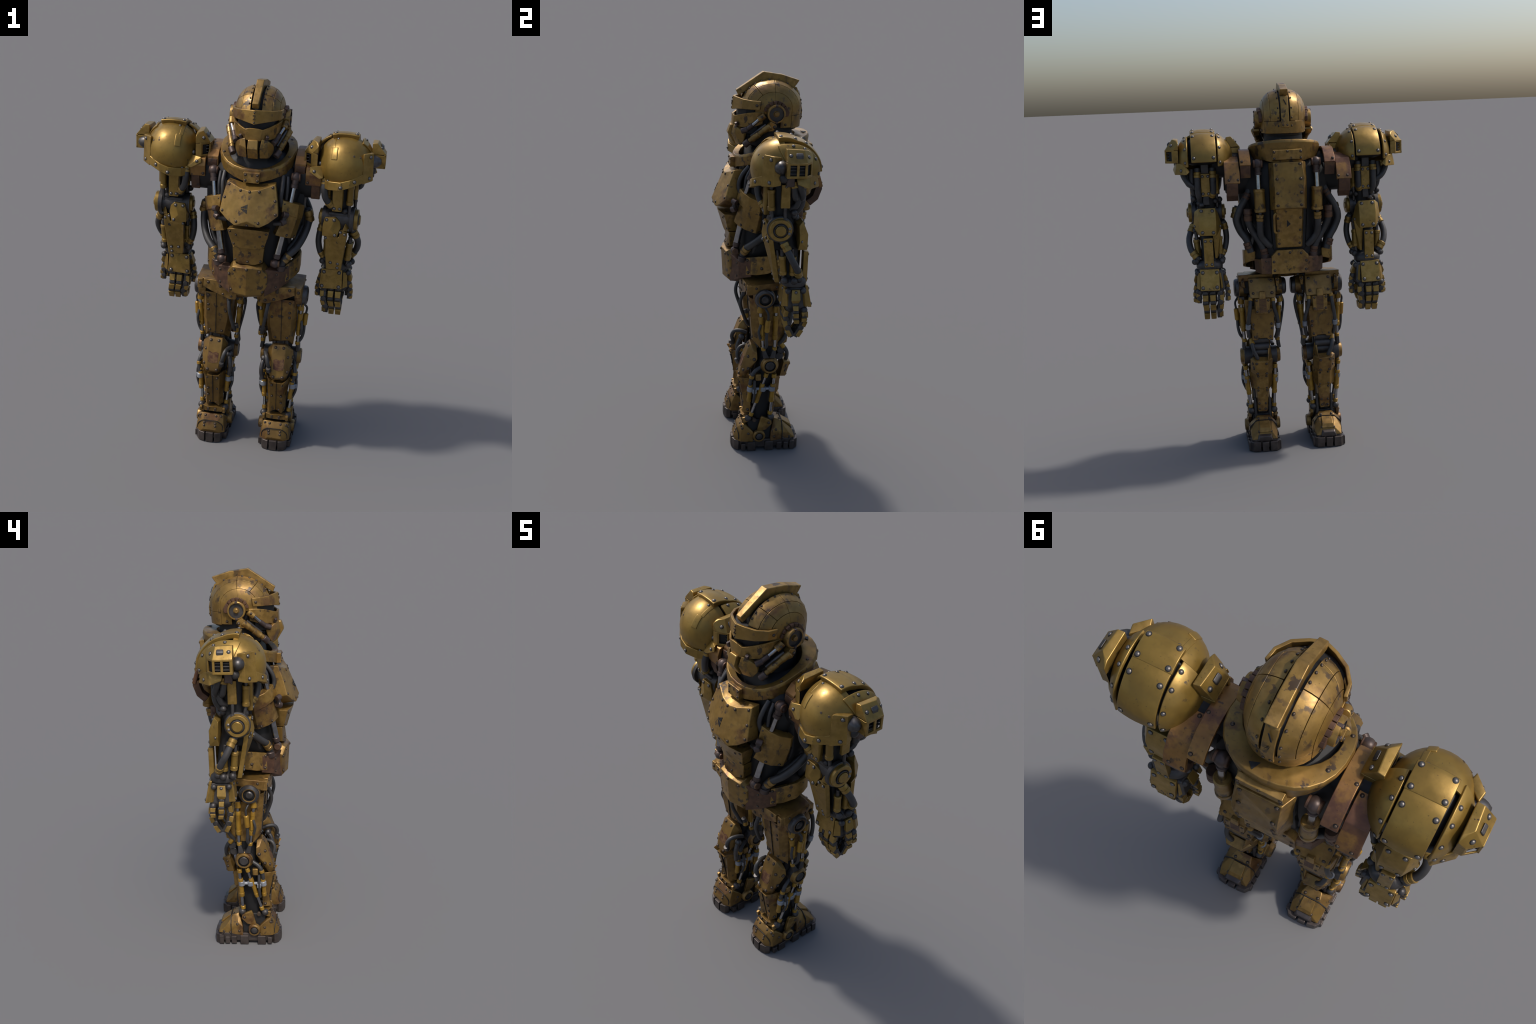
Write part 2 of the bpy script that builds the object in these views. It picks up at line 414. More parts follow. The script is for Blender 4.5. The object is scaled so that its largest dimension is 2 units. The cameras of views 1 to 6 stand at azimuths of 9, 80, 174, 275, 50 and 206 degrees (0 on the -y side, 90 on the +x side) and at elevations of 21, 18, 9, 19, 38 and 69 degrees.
# ear: ring, hub, surrounding arc of little blocks
E0 = (.118, .029, 1.808)
lathe('ear_disc', E0, (.152, .029, 1.808), [(0, .047), (.75, .047), (.95, .0455), (1, .043), (1, .037), (.72, .0355, 1), (.7, .016, 1), (.7, .0125), (1.05, .0115), (1.1, .009)], ['worn', 'grey'], seg=32, smooth=32)
for a in (90, 270): 
    c = math.radians(a); box('ear_clip', (.135, .156), (.029 - .006, .029 + .006), (1.808 + .041 * math.sin(c) - .006, 1.808 + .041 * math.sin(c) + .006), 'bgrey', bevel=.002)
for i, a in enumerate((8, 30, 52, 74, 96, 118, 140)):
    c0, c1 = math.radians(a + 1), math.radians(a + 20.5); x1 = .136 if 1 < i < 6 else .131
    pts = [(x, .029 - r * math.cos(c), 1.808 + r * math.sin(c)) for x in (.11, x1) for r in (.047, .063) for c in (c0, (c0 + c1) / 2, c1)]
    hull('ear_arc_block', pts, 'brown', bevel=.002)
hull('ear_rear_block', [(x, y, z) for x in (.11, .131) for y, z in ((.07, 1.79), (.093, 1.795), (.098, 1.815), (.088, 1.832), (.072, 1.83))], 'brown', bevel=.003)
# cheek actuator and breathing tube
cyl('cheek_actuator_mount', (.136, -.028, 1.800), (.130, -.058, 1.776), .016, 'worn')
cyl('cheek_actuator_rod', (.131, -.055, 1.778), (.108, -.095, 1.735), .0095, 'chrome')
cyl('cheek_actuator_collar', (.115, -.083, 1.748), (.101, -.112, 1.722), .012, 'bgrey')
cyl('cheek_actuator_foot', (.103, -.108, 1.724), (.092, -.137, 1.712), .0145, 'bgrey')
cyl('cheek_under_rod', (.138, -.02, 1.755), (.104, -.09, 1.69), .008, 'steel')
lathe('breathing_tube', (.155, .0, 1.752), (.112, -.106, 1.66), [(0, .012), (.02, .0165), (.3, .0165), (.31, .0145), (.5, .0145), (.51, .0165), (.8, .0165), (.81, .014), (.98, .014), (1, .012)], 'worn', seg=18)
cyl('breathing_tube_cap', (.121, -.1, 1.668), (.106, -.121, 1.645), .0175, 'bgrey')
hull('jaw_hinge', [(x, y, z) for x in (.125, .158) for y, z in ((-.022, 1.742), (.0, 1.773), (.028, 1.758), (.03, 1.745), (.012, 1.723), (-.01, 1.722))], 'worn', bevel=.003)
bolt_at((.158, .018, 1.745), (1, 0, 0), .007, 'wbolt'); bolt_at((.148, -.045, 1.792), (1, -.4, 0), .006, 'wbolt')
side(False)

# ================================================================== TORSO
def lerpz(y, tab):
    for (a, za), (b, zb_) in zip(tab, tab[1:]):
        if y <= b: return za + (zb_ - za) * (y - a) / (b - a)
    return tab[-1][1]
core = [(.99, .13, -.11, .13), (1.06, .195, -.13, .14), (1.14, .195, -.135, .14), (1.22, .182, -.14, .15), (1.30, .19, -.145, .16), (1.38, .215, -.14, .17), (1.46, .24, -.12, .17), (1.53, .23, -.11, .17), (1.59, .18, -.10, .16), (1.63, .13, -.08, .12)]
loft('torso', [oval(0, (a + b) / 2, w, (b - a) / 2, z, 32, .62) for z, w, a, b in core], 'black', part=True, smooth=60)
lathe('neck', (0, .03, 1.52), (0, .03, 1.745), [(0, .135), (.25, .118), (.45, .107), (1, .104)], 'black', seg=28, smooth=60)
# collar ring
top = [(-.165, 1.583), (-.1, 1.614), (0.03, 1.668), (.22, 1.702)]
st = []
N = 26
for i in range(N):
    t = 2 * math.pi * i / N; s, c = math.sin(t), -math.cos(t)
    sg = lambda v, e: math.copysign(abs(v) ** e, v)
    ox, oy = .196 * sg(s, .9), .0275 + .194 * sg(c, .9); ix, iy = .153 * s, .008 + .142 * c
    zt_ = lerpz(oy, top)
    w = min(1, abs(ox) / .19)
    zb_ = 1.511 + .05 * w ** 1.3 if c < 0 else 1.575 + .055 * max(0, (abs(ox) - .07) / .12) * c + (1 - c) * -.015
    k = .965 if c < 0 else .90
    st.append([(ox * k, .0275 + (oy - .0275) * (.985 if c < 0 else .93), zb_), (ox, oy, zt_ - .014), (ox * .975, .0275 + (oy - .0275) * .975, zt_), (ix, iy, zt_ - .004), (ix * .97, iy * .97, zt_ - .03), (ix * .9, iy * .9, zb_ + .012)])
bm = bmesh.new(); R = [[bm.verts.new(p) for p in r] for r in st]
for i in range(N):
    a, b = R[i], R[(i + 1) % N]
    for j in range(6): bm.faces.new((a[j], b[j], b[(j + 1) % 6], a[(j + 1) % 6]))
collar = finish('collar', bm, 'worn', .003)
bolts(collar, [(.155, .10, 1.68), (-.155, .10, 1.68), (.165, -.05, 1.63), (-.165, -.05, 1.63)], (0, 0, 1), .0065, 'wbolt')
bd = slab('collar_badge', [(-.041, -.182, 1.57), (.041, -.182, 1.57), (.039, -.183, 1.517), (-.039, -.183, 1.517)], [(-.041, -.15, 1.57), (.041, -.15, 1.57), (.039, -.15, 1.517), (-.039, -.15, 1.517)], 'worn')
bolts(bd, [(x, -.18, z) for x in (-.03, .03) for z in (1.558, 1.53)], (0, -1, 0), .0062, 'wbolt')
bd = slab('collar_badge', [(-.08, .2, 1.59), (-.077, .208, 1.652), (.077, .208, 1.652), (.08, .2, 1.59)][::-1], [(-.08, .228, 1.597), (-.077, .234, 1.648), (.077, .234, 1.648), (.08, .228, 1.597)][::-1], 'worn')
bolts(bd, [(x, .2, z) for x in (-.07, .07) for z in (1.637, 1.604)] + [(0, .2, 1.64)], (0, 1, 0), .006, 'wbolt')
plate('collar_marking', [(.055, .1865, 1.7015), (.022, .176, 1.7025), (.035, .205, 1.7025)], (0, 0, .0025), 'black', bevel=0)
# chest plate
fr = [(.121, -.171, 1.519), (.137, -.198, 1.446), (.148, -.216, 1.372), (.105, -.240, 1.338), (.062, -.258, 1.317)]
fr = [(-x, y, z) for x, y, z in (fr[0],)] + [(-.05, -.203, 1.494), (0, -.2125, 1.486), (.05, -.203, 1.494)] + fr + [(-x, y, z) for x, y, z in fr[:0:-1]]
bk = [(-.118, -.126, 1.522), (-.05, -.15, 1.512), (0, -.155, 1.508), (.05, -.15, 1.512), (.118, -.126, 1.522), (.132, -.14, 1.446), (.142, -.15, 1.36), (.10, -.16, 1.325), (.06, -.17, 1.305), (-.06, -.17, 1.305), (-.10, -.16, 1.325), (-.142, -.15, 1.36), (-.132, -.14, 1.446)]
ch = slab('chest_plate', fr, bk, 'worn', centre=(0, -.2705, 1.346), bevel=.004)
bolts(ch, [(sx * x, -.2, z) for sx in (1, -1) for x, z in ((.109, 1.504), (.047, 1.484), (.133, 1.378), (.055, 1.338), (.126, 1.442))] + [(0, -.2, 1.324), (0, -.2, 1.482)], (0, -1, 0), .0065, 'wbolt')
def on_chest(x, z):
    bv = BVHTree.FromPolygons([v.co for v in ch.data.vertices], [p.vertices for p in ch.data.polygons])
    return bv.ray_cast(V((x, -.4, z)), V((0, 1, 0)))[0]
for i in range(5):  # striped triangle emblem, two halves
    x0 = -.036 + .0068 * i; x1 = x0 + .0048
    for up in (1, -1):
        h0, h1 = .0042 + .0036 * i, .0042 + .0036 * i + .0026
        q = [(x0, 1.404 + up * .002), (x1, 1.404 + up * .002), (x1, 1.404 + up * h1), (x0, 1.404 + up * h0)]
        plate('chest_emblem', [tuple(on_chest(a, b) + V((0, -.0022, 0))) for a, b in q][::up], (0, .003, 0), 'black', bevel=0)
# abdomen
ab = slab('abdomen_plate', [(-.106, -.215, 1.283), (-.05, -.242, 1.296), (.05, -.242, 1.296), (.106, -.215, 1.283), (.1, -.205, 1.25), (.081, -.19, 1.186), (.04, -.204, 1.182), (-.04, -.204, 1.182), (-.081, -.19, 1.186), (-.1, -.205, 1.25)],
     [(-.1, -.14, 1.28), (-.05, -.15, 1.29), (.05, -.15, 1.29), (.1, -.14, 1.28), (.095, -.14, 1.25), (.077, -.14, 1.186), (.04, -.14, 1.182), (-.04, -.14, 1.182), (-.077, -.14, 1.186), (-.095, -.14, 1.25)], 'worn', centre=(0, -.222, 1.235))
bolts(ab, [(s * x, -.2, z) for s in (1, -1) for x, z in ((.092, 1.27), (.074, 1.2), (.06, 1.255))], (0, -1, 0), .006, 'wbolt')
ab = slab('abdomen_plate', [(-.081, -.182, 1.182), (-.04, -.198, 1.182), (.04, -.198, 1.182), (.081, -.182, 1.182), (.076, -.18, 1.105), (.04, -.198, 1.095), (-.04, -.198, 1.095), (-.076, -.18, 1.105)],
     [(-.078, -.13, 1.18), (-.04, -.13, 1.18), (.04, -.13, 1.18), (.078, -.13, 1.18), (.074, -.13, 1.105), (.04, -.13, 1.095), (-.04, -.13, 1.095), (-.074, -.13, 1.105)], 'worn')
bolts(ab, [(s * .064, -.2, 1.112) for s in (1, -1)] + [(0, -.2, 1.106)], (0, -1, 0), .006, 'wbolt')
# belt
fbs = [(-.103, -.166, .962, 1.046), (-.076, -.182, .915, 1.084), (0, -.199, .911, 1.09), (.076, -.182, .915, 1.084), (.103, -.166, .962, 1.046)]
fb = loft('belt_front_plate', [[(x, y + .010, z0), (x, y - .004, z0 + .014), (x, y - .016, z1 - .010), (x * 1.01, y + .022, z1 + .010), (x, -.125, z1 + .010), (x, -.125, z0)] for x, y, z0, z1 in fbs], 'worn', bevel=.003)
bolts(fb, [(s * x, -.2, z) for s in (1, -1) for x, z in ((.065, 1.06), (.094, 1.03), (.082, .945))] + [(0, -.2, 1.07)], (0, -1, 0), .007, 'wbolt')
loft('belt', [oval(0, .0, .185 + .02 * k, .155 + .015 * k, z, 24, .6) for z, k in ((.975, -3), (.985, -1.4), (1.05, -1.0), (1.07, -1.5))], 'black')
side(True)
o = slab('belt_brown_panel', [(.09, -.176, 1.066), (.163, -.140, 1.052), (.163, -.138, .954), (.09, -.176, .917)], [(.1, -.13, 1.07), (.14, -.12, 1.068), (.14, -.12, .95), (.10, -.13, .915)], 'brown')
bolts(o, [(.147, -.18, 1.035), (.146, -.18, .965)], (0, -1, 0), .006, 'wbolt')
slab('belt_brown_panel', [(.162, -.141, 1.052), (.205, -.085, 1.066), (.205, -.08, .975), (.162, -.139, .954)], [(.13, -.10, 1.05), (.185, -.07, 1.072), (.185, -.07, .972), (.14, -.13, .955)], 'brown')
pl_ = [((.188, -.106), .983, 1.076), ((.222, -.055), .99, 1.09), ((.246, .0), 1.005, 1.100), ((.248, .045), 1.025, 1.106), ((.24, .075), 1.036, 1.108), ((.215, .088), 1.045, 1.106), ((.185, .09), 1.05, 1.10)]
sb = loft('belt_side_plate', [[(p[0], p[1], a), (p[0], p[1], b), (p[0] * .93, p[1] * .88, b), (p[0] * .93, p[1] * .88, a)] for p, a, b in pl_], 'worn', bevel=.003)
bolts(sb, [(.195, -.1, 1.062), (.195, -.095, .998), (.2, -.02, 1.03)], (1, -.3, 0), .0075, 'wbolt')
o = slab('belt_brown_panel', [(.098, .160, 1.07), (.098, .154, .98), (.154, .142, .98), (.158, .142, 1.066)], [(.098, .11, 1.07), (.098, .11, .98), (.14, .10, .98), (.14, .10, 1.066)], 'brown')
bolts(o, [(.128, .17, 1.05)], (0, 1, 0), .0055, 'wbolt')
slab('belt_brown_panel', [(.153, .144, 1.06), (.153, .144, .98), (.185, .09, .985), (.19, .09, 1.06)], [(.13, .10, 1.06), (.13, .10, .98), (.16, .07, .985), (.16, .07, 1.06)], 'brown')
side(False)
o = slab('belt_back_plate', [(-.07, .170, 1.11), (-.1, .170, 1.078), (-.102, .166, .98), (.102, .166, .98), (.1, .170, 1.078), (.07, .170, 1.11)], [(-.07, .12, 1.11), (-.1, .12, 1.078), (-.102, .12, .98), (.102, .12, .98), (.1, .12, 1.078), (.07, .12, 1.11)], 'worn')
bolts(o, [(s * x, .2, z) for s in (1, -1) for x, z in ((.06, 1.09), (.088, 1.048), (.085, 1.0))] + [(0, .2, 1.095)], (0, 1, 0), .0065, 'wbolt')
# back plates
o = slab('back_plate', [(-.076, .232, 1.584), (-.078, .268, 1.50), (-.076, .264, 1.43), (-.078, .248, 1.342), (.078, .248, 1.342), (.076, .264, 1.43), (.078, .268, 1.50), (.076, .232, 1.584)], [(-.1, .175, 1.58), (-.1, .20, 1.50), (-.1, .195, 1.43), (-.098, .185, 1.33), (.098, .185, 1.33), (.1, .195, 1.43), (.1, .20, 1.5), (.1, .175, 1.58)], 'worn', bevel=.004)
bolts(o, [(s * .062, .2, z) for s in (1, -1) for z in (1.571, 1.497, 1.425, 1.36)], (0, 1, 0), .0075, 'wbolt')
o = slab('back_plate', [(-.07, .208, 1.345), (-.064, .160, 1.122), (.064, .160, 1.122), (.07, .208, 1.345)], [(-.09, .16, 1.345), (-.078, .13, 1.122), (.078, .13, 1.122), (.09, .16, 1.345)], 'worn', bevel=.004)
bolts(o, [(s * x, .2, z) for s in (1, -1) for x, z in ((.06, 1.285), (.058, 1.217), (.055, 1.145))], (0, 1, 0), .006, 'wbolt')
tube('back_handle', [(.07, .205, 1.315), (.08, .203, 1.30), (.08, .192, 1.25), (.078, .184, 1.215), (.068, .177, 1.205)], .007, 'worn', seg=8)
plate('back_marking', [(.012, .1945, 1.275), (-.008, .1895, 1.252), (.014, .1860, 1.235)], (0, -.003, 0), 'black', bevel=0)
hull('spine_core', [(.1, .10, 1.58), (.1, .10, 1.1), (.1, .185, 1.57), (.1, .19, 1.40), (.095, .165, 1.3), (.085, .14, 1.1)], 'black', sym=True, bevel=.012)
# ---------------- mirrored torso fittings
side(True)
# shoulder arches: two strap layers over the shoulder joint
strip('shoulder_arch', [(-.055, 1.555), (-.05, 1.60), (-.02, 1.632), (.04, 1.652), (.10, 1.655), (.15, 1.645), (.2, 1.61), (.224, 1.577)], .194, .252, .016, 'mixed', centre=(.05, 1.5))
strip('shoulder_arch_tail', [(.220, 1.578), (.214, 1.545), (.199, 1.507)], .196, .250, .012, 'brown', centre=(.05, 1.5))
strip('shoulder_arch', [(-.075, 1.50), (-.082, 1.555), (-.07, 1.59), (-.03, 1.608), (.04, 1.618), (.12, 1.618), (.185, 1.592), (.225, 1.54), (.242, 1.486)], .255, .334, .02, 'mixed', centre=(.05, 1.5))
strip('shoulder_arch_tail', [(.238, 1.50), (.240, 1.472), (.222, 1.42), (.185, 1.388)], .266, .326, .034, 'brown', centre=(.05, 1.5))
strip('shoulder_arch_tail', [(-.072, 1.52), (-.068, 1.47), (-.05, 1.425)], .285, .33, .012, 'brown', centre=(.05, 1.5))
strip('shoulder_arch_tail', [(-.056, 1.59), (-.058, 1.57), (-.055, 1.545)], .2, .25, .02, 'brown', centre=(.05, 1.5))
for p, n in (((.24, .213, 1.596), (0, 1, .7)), ((.243, .09, 1.654), (0, .05, 1)), ((.265, .237, 1.503), (0, 1, .4)), ((.312, .237, 1.503), (0, 1, .4)), ((.27, .10, 1.619), (0, .2, 1)), ((.266, -.079, 1.515), (0, -1, 0))):
    bolt_at(p, n, .0065, 'wbolt')
cyl('shoulder_axle', (.15, .04, 1.56), (.40, .035, 1.58), .07, 'black'); cyl('shoulder_socket', (.19, .032, 1.508), (.325, .03, 1.508), .098, 'black', seg=32)
# front actuators
ball('actuator_joint', (.209, -.082, 1.54), .026, 'bgrey', axis=(1, 0, 0))
cyl('actuator_joint_cap', (.186, -.082, 1.54), (.232, -.082, 1.54), .02, 'brown')
lathe('actuator_neck', (.209, -.088, 1.53), (.203, -.100, 1.488), [(0, .018), (.6, .016), (.62, .019), (1, .019)], 'bgrey', seg=18)
cyl('actuator_rod', (.204, -.098, 1.495), (.19, -.122, 1.40), .0125, 'chrome', c=.05)
cyl('actuator_rod', (.166, -.132, 1.27), (.143, -.152, 1.14), .0165, 'chrome', c=.05)
cyl('actuator_neck', (.146, -.15, 1.15), (.141, -.154, 1.125), .018, 'bgrey')
ball('actuator_joint', (.137, -.158, 1.1), .023, 'bgrey', axis=(1, 0, 0))
cyl('actuator_joint_cap', (.115, -.158, 1.1), (.16, -.158, 1.1), .017, 'brown')
# rib plates
def ribplate(tl, tr, br, bl, bulge, d=(-.02, .04, 0)):
    top_ = [V(tl).lerp(V(tr), t) + V(bulge) * (4 * t * (1 - t)) for t in (0, .3, .6, 1)]
    bot_ = [V(bl).lerp(V(br), t) + V(bulge) * (4 * t * (1 - t)) for t in (0, .3, .6, 1)]
    rr = [[tuple(b), tuple(a), tuple(a + V(d)), tuple(b + V(d))] for a, b in zip(top_, bot_)]
    return loft('rib_plate', rr, 'worn', bevel=.003)
o = ribplate((.156, -.146, 1.434), (.259, -.056, 1.388), (.248, -.053, 1.312), (.158, -.163, 1.373), (.018, -.016, 0))
bolts(o, [(.17, -.15, 1.415)], (.5, -1, 0), .0055, 'wbolt')
o = ribplate((.172, -.142, 1.37), (.247, -.05, 1.325), (.22, -.066, 1.212), (.131, -.169, 1.254), (.016, -.015, 0))
bolts(o, [(.213, -.08, 1.228), (.18, -.13, 1.25)], (.6, -1, 0), .0065, 'wbolt')
hull('rib_block', [(.19, -.05, 1.47), (.252, -.04, 1.46), (.258, .04, 1.46), (.2, .10, 1.46), (.25, .06, 1.33), (.25, -.04, 1.30), (.225, -.04, 1.225), (.185, -.04, 1.22), (.19, .05, 1.27), (.225, .03, 1.25)], 'black', bevel=.012)
# small pipes beside the chest
tube('chest_hose', [(.148, -.10, 1.545), (.15, -.135, 1.50), (.146, -.15, 1.45), (.15, -.14, 1.40)], .011, 'rubber')
tube('chest_hose', [(.17, -.09, 1.54), (.172, -.115, 1.49), (.17, -.12, 1.43)], .009, 'rubber')
tube('chest_hose', [(.178, -.165, 1.375), (.172, -.172, 1.35), (.162, -.172, 1.325), (.12, -.165, 1.315)], .012, 'grey')
cyl('hose_fitting', (.158, -.182, 1.325), (.176, -.165, 1.335), .017, 'bgrey')
cyl('hose_fitting', (.166, -.18, 1.372), (.188, -.163, 1.365), .015, 'bgrey')
# big waist hoses with sleeves
H = {'a': [(.262, .03, 1.345), (.276, .035, 1.29), (.266, -.015, 1.23), (.235, -.07, 1.17), (.184, -.113, 1.12), (.16, -.12, 1.075)],
     'b': [(.20, .11, 1.44), (.225, .12, 1.39), (.256, .12, 1.335), (.274, .11, 1.275), (.255, .105, 1.215), (.225, .11, 1.165), (.206, .11, 1.10)],
     'c': [(.215, .15, 1.335), (.217, .15, 1.28), (.195, .132, 1.22), (.162, .132, 1.165), (.14, .128, 1.115), (.13, .125, 1.07)],
     'd': [(.154, .182, 1.29), (.156, .172, 1.24), (.15, .152, 1.19), (.122, .142, 1.15), (.10, .13, 1.13)],
     'e': [(.235, .06, 1.36), (.245, .07, 1.28), (.225, .06, 1.19), (.2, .06, 1.1)],
     'f': [(.245, .03, 1.25), (.215, -.03, 1.185), (.185, -.06, 1.14), (.165, -.07, 1.07)]}
for k, r in (('a', .0185), ('b', .0195), ('c', .0185), ('d', .0185), ('e', .016), ('f', .014)): tube('waist_hose', H[k], r, 'rubber')
def sleeve(a, b, r, mat='worn', name='hose_sleeve'):
    return lathe(name, a, b, [(0, r * .92), (.06, r), (.42, r), (.45, r * .9), (.55, r * .9), (.58, r), (.94, r), (1, r * .92)], mat, seg=18)
sleeve((.268, .032, 1.338), (.283, .035, 1.28), .0235); sleeve((.198, -.103, 1.133), (.174, -.117, 1.10), .022)
sleeve((.216, .15, 1.34), (.217, .15, 1.275), .023, 'brown'); sleeve((.228, .115, 1.155), (.218, .115, 1.12), .0205, 'brown')
sleeve((.14, .129, 1.12), (.132, .126, 1.085), .021, 'brown'); sleeve((.208, .115, 1.42), (.225, .12, 1.39), .0205, 'brown')
cyl('hose_socket', (.13, .126, 1.09), (.13, .122, 1.05), .024, 'bgrey'); cyl('hose_socket', (.165, -.12, 1.08), (.16, -.12, 1.05), .024, 'bgrey')
# back actuators
ball('actuator_joint', (.155, .175, 1.578), .027, 'bgrey', axis=(1, 0, 0)); cyl('actuator_joint_cap', (.129, .175, 1.578), (.181, .175, 1.578), .021, 'brown')
lathe('actuator_neck', (.155, .175, 1.57), (.155, .178, 1.52), [(0, .02), (.7, .017), (.72, .02), (1, .02)], 'bgrey', seg=18)
cyl('actuator_rod', (.155, .178, 1.53), (.155, .188, 1.43), .0145, 'chrome', c=.05)
lathe('actuator_cylinder', (.154, .188, 1.447), (.152, .19, 1.322), [(0, .026), (.03, .0305), (.14, .0305), (.15, .029), (.84, .029), (.85, .0315), (.97, .0315), (1, .026)], 'worn')
cyl('actuator_rod', (.153, .19, 1.33), (.154, .184, 1.29), .010, 'steel'); sleeve((.154, .186, 1.312), (.155, .18, 1.275), .0205)
side(False)
# ================================================================== SHOULDER
side(True)
SC = (.441, .031, 1.603)
def sph(rx=.137, ry=.168, rz=.150, e=.93):
    def f(lat, phi):
        la, ph = math.radians(lat), math.radians(phi); s = math.sin(la); rho = max(math.cos(la), 0) ** e
        g = lambda v: math.copysign(abs(v) ** .95, v)
        return (SC[0] + rx * math.copysign(abs(s) ** e, s), SC[1] - ry * rho * g(math.cos(ph)), SC[2] + rz * rho * g(math.sin(ph)))
    return f
S0 = sph(); S1 = sph(.145, .174, .156); S2 = sph(.141, .175, .155)
core_ = loft('shoulder', [oval(SC[0], SC[1] - .005, .128 * k, .155 * k, z, 24, .95) for z, k in ((1.578, .45), (1.59, .75), (1.605, .92), (1.63, .95), (1.66, .88), (1.69, .75), (1.715, .5))], 'black', part=True, smooth=80)
shell('shoulder_dome', S0, (-89, 89), (-30, 82), 22, 18, .008, 'gold', bevel=.002)
S2o = sph(.143, .177, .158); S2i = sph(.166, .176, .157)
for f, u, v, bu in ((S2i, (-82, -27), (84, 191), -31), (S2o, (33, 80), (68, 191), 39)):
    o = shell('shoulder_side_panel', f, u, v, 9, 16, .012, 'gold', bevel=.003)
    for a in (95, 118, 150, 182):
        p = f(bu, a); n = V(p) - V(SC); bolt_at(p, (n.x, n.y, n.z), .0075)
BAND = curve_pts([(0, .055, 1.755), (0, .105, 1.742), (0, .155, 1.705), (0, .191, 1.652), (0, .201, 1.60)], 4)
BTOP = curve_pts([(0, -.024, 1.764), (0, -.004, 1.768), (0, .035, 1.765), (0, .074, 1.753)], 3)
def band(P, x0, x1, drop=.007):
    n = len(P) - 1
    def f(u, v):
        v = min(max(v, 0), n - 1e-6); i = int(v); p = P[i].lerp(P[i + 1], v - i); q = V((0, p.y - SC[1], p.z - SC[2])).normalized() * (drop * u * u)
        return ((x0 + x1) / 2 + (x1 - x0) / 2 * u, p.y - q.y, p.z - q.z)
    return f
o = shell('shoulder_strap', band(BAND, .370, .502), (-1, 1), list(range(len(BAND))), 6, 1, .022, 'gold', bevel=.003)
o2 = shell('shoulder_strap_plate', band(BTOP, .368, .503), (-1, 1), list(range(len(BTOP))), 6, 1, .026, 'gold', bevel=.004)
bolts(o2, [(.385, .06, 1.75), (.488, .06, 1.75), (.385, -.008, 1.76), (.488, -.008, 1.76)], (0, .1, 1), .0085)
bolts(o, [(.385, .11, 1.73), (.488, .11, 1.73)], (0, .7, 1), .0085); bolts(o, [(.385, .19, 1.622), (.488, .19, 1.622)], (0, 1, .1), .0085)
# raised front tab and little studs on the dome
St = sph(.1395, .1715, .1535)
shell('shoulder_tab', St, (-26, -13), (20, 46), 4, 6, .008, 'gold', bevel=.003)
shell('shoulder_ridge', sph(.138, .1695, .1515), (-28, -20), (46, 80), 3, 8, .006, 'gold', bevel=.002)
for a, b, r in ((-16, 70, .006), (-16, 78, .006), (-60, 8, .011), (-50, -18, .007), (12, -20, .009), (-30, -27, .007)):
    p = S0(a, b); bolt_at(p, V(p) - V(SC), r)
for a, b in ((18, 30), (33, 30)):
    p = V(S0(a, b)); n = p - V(SC); cyl('dome_dimple', p - n.normalized() * .004, p + n.normalized() * .0012, .005, 'wbolt')
# front skirt trim: band round the lower front, rising to the outer flange
T_ = [((.338, -.082), 1.502, 1.537), ((.372, -.118), 1.499, 1.542), ((.43, -.141), 1.505, 1.547), ((.478, -.137), 1.522, 1.562), ((.53, -.107), 1.54, 1.585), ((.56, -.078), 1.545, 1.60)]
tr = loft('shoulder_skirt', [[(p[0], p[1], a), (p[0] + .001, p[1] + .004, b), (p[0] + (SC[0] - p[0]) * .16, p[1] + (SC[1] - p[1]) * .16, b), (p[0] + (SC[0] - p[0]) * .16, p[1] + (SC[1] - p[1]) * .16, a)] for p, a, b in T_], 'gold', bevel=.003)
bolts(tr, [(.435, -.1, 1.522), (.500, -.1, 1.552)], (0, -1, 0), .0085)
fl = hull('shoulder_flange', [(.535, -.092, 1.687), (.581, -.048, 1.685), (.586, -.048, 1.545), (.538, -.102, 1.537), (.574, -.012, 1.682), (.578, -.012, 1.55), (.525, -.06, 1.68), (.52, -.06, 1.55)], 'gold', bevel=.004)
bolts(fl, [(.565, -.06, 1.668), (.567, -.065, 1.562)], (.75, -1, 0), .0085)
# inner rear and outer rear skirts
o = hull('shoulder_skirt', [(.584, .055, 1.60), (.602, .06, 1.56), (.592, .12, 1.535), (.578, .125, 1.60), (.53, .178, 1.535), (.535, .165, 1.59), (.51, .16, 1.55), (.55, .07, 1.56)], 'gold', bevel=.004)
bolts(o, [(.558, .15, 1.558)], (.6, 1, 0), .008)
o = hull('shoulder_skirt', [(.335, -.06, 1.605), (.275, -.085, 1.60), (.272, -.088, 1.575), (.325, -.1, 1.545), (.345, -.098, 1.55), (.345, -.07, 1.57), (.30, -.04, 1.60), (.32, -.04, 1.55)], 'gold', bevel=.003)
bolts(o, [(.295, -.1, 1.582)], (-.2, -1, .3), .0075)
lathe('shoulder_hub', (.55, -.012, 1.632), (.618, -.02, 1.64), [(0, .033), (.35, .034), (.6, .031), (.8, .024), (1, .012)], 'steel', seg=24, smooth=50)
ball('shoulder_knuckle', (.572, -.0, 1.585), .024, 'grey'); box('shoulder_bracket', (.54, .588), (.012, .05), (1.545, 1.605), 'bgrey', bevel=.006)
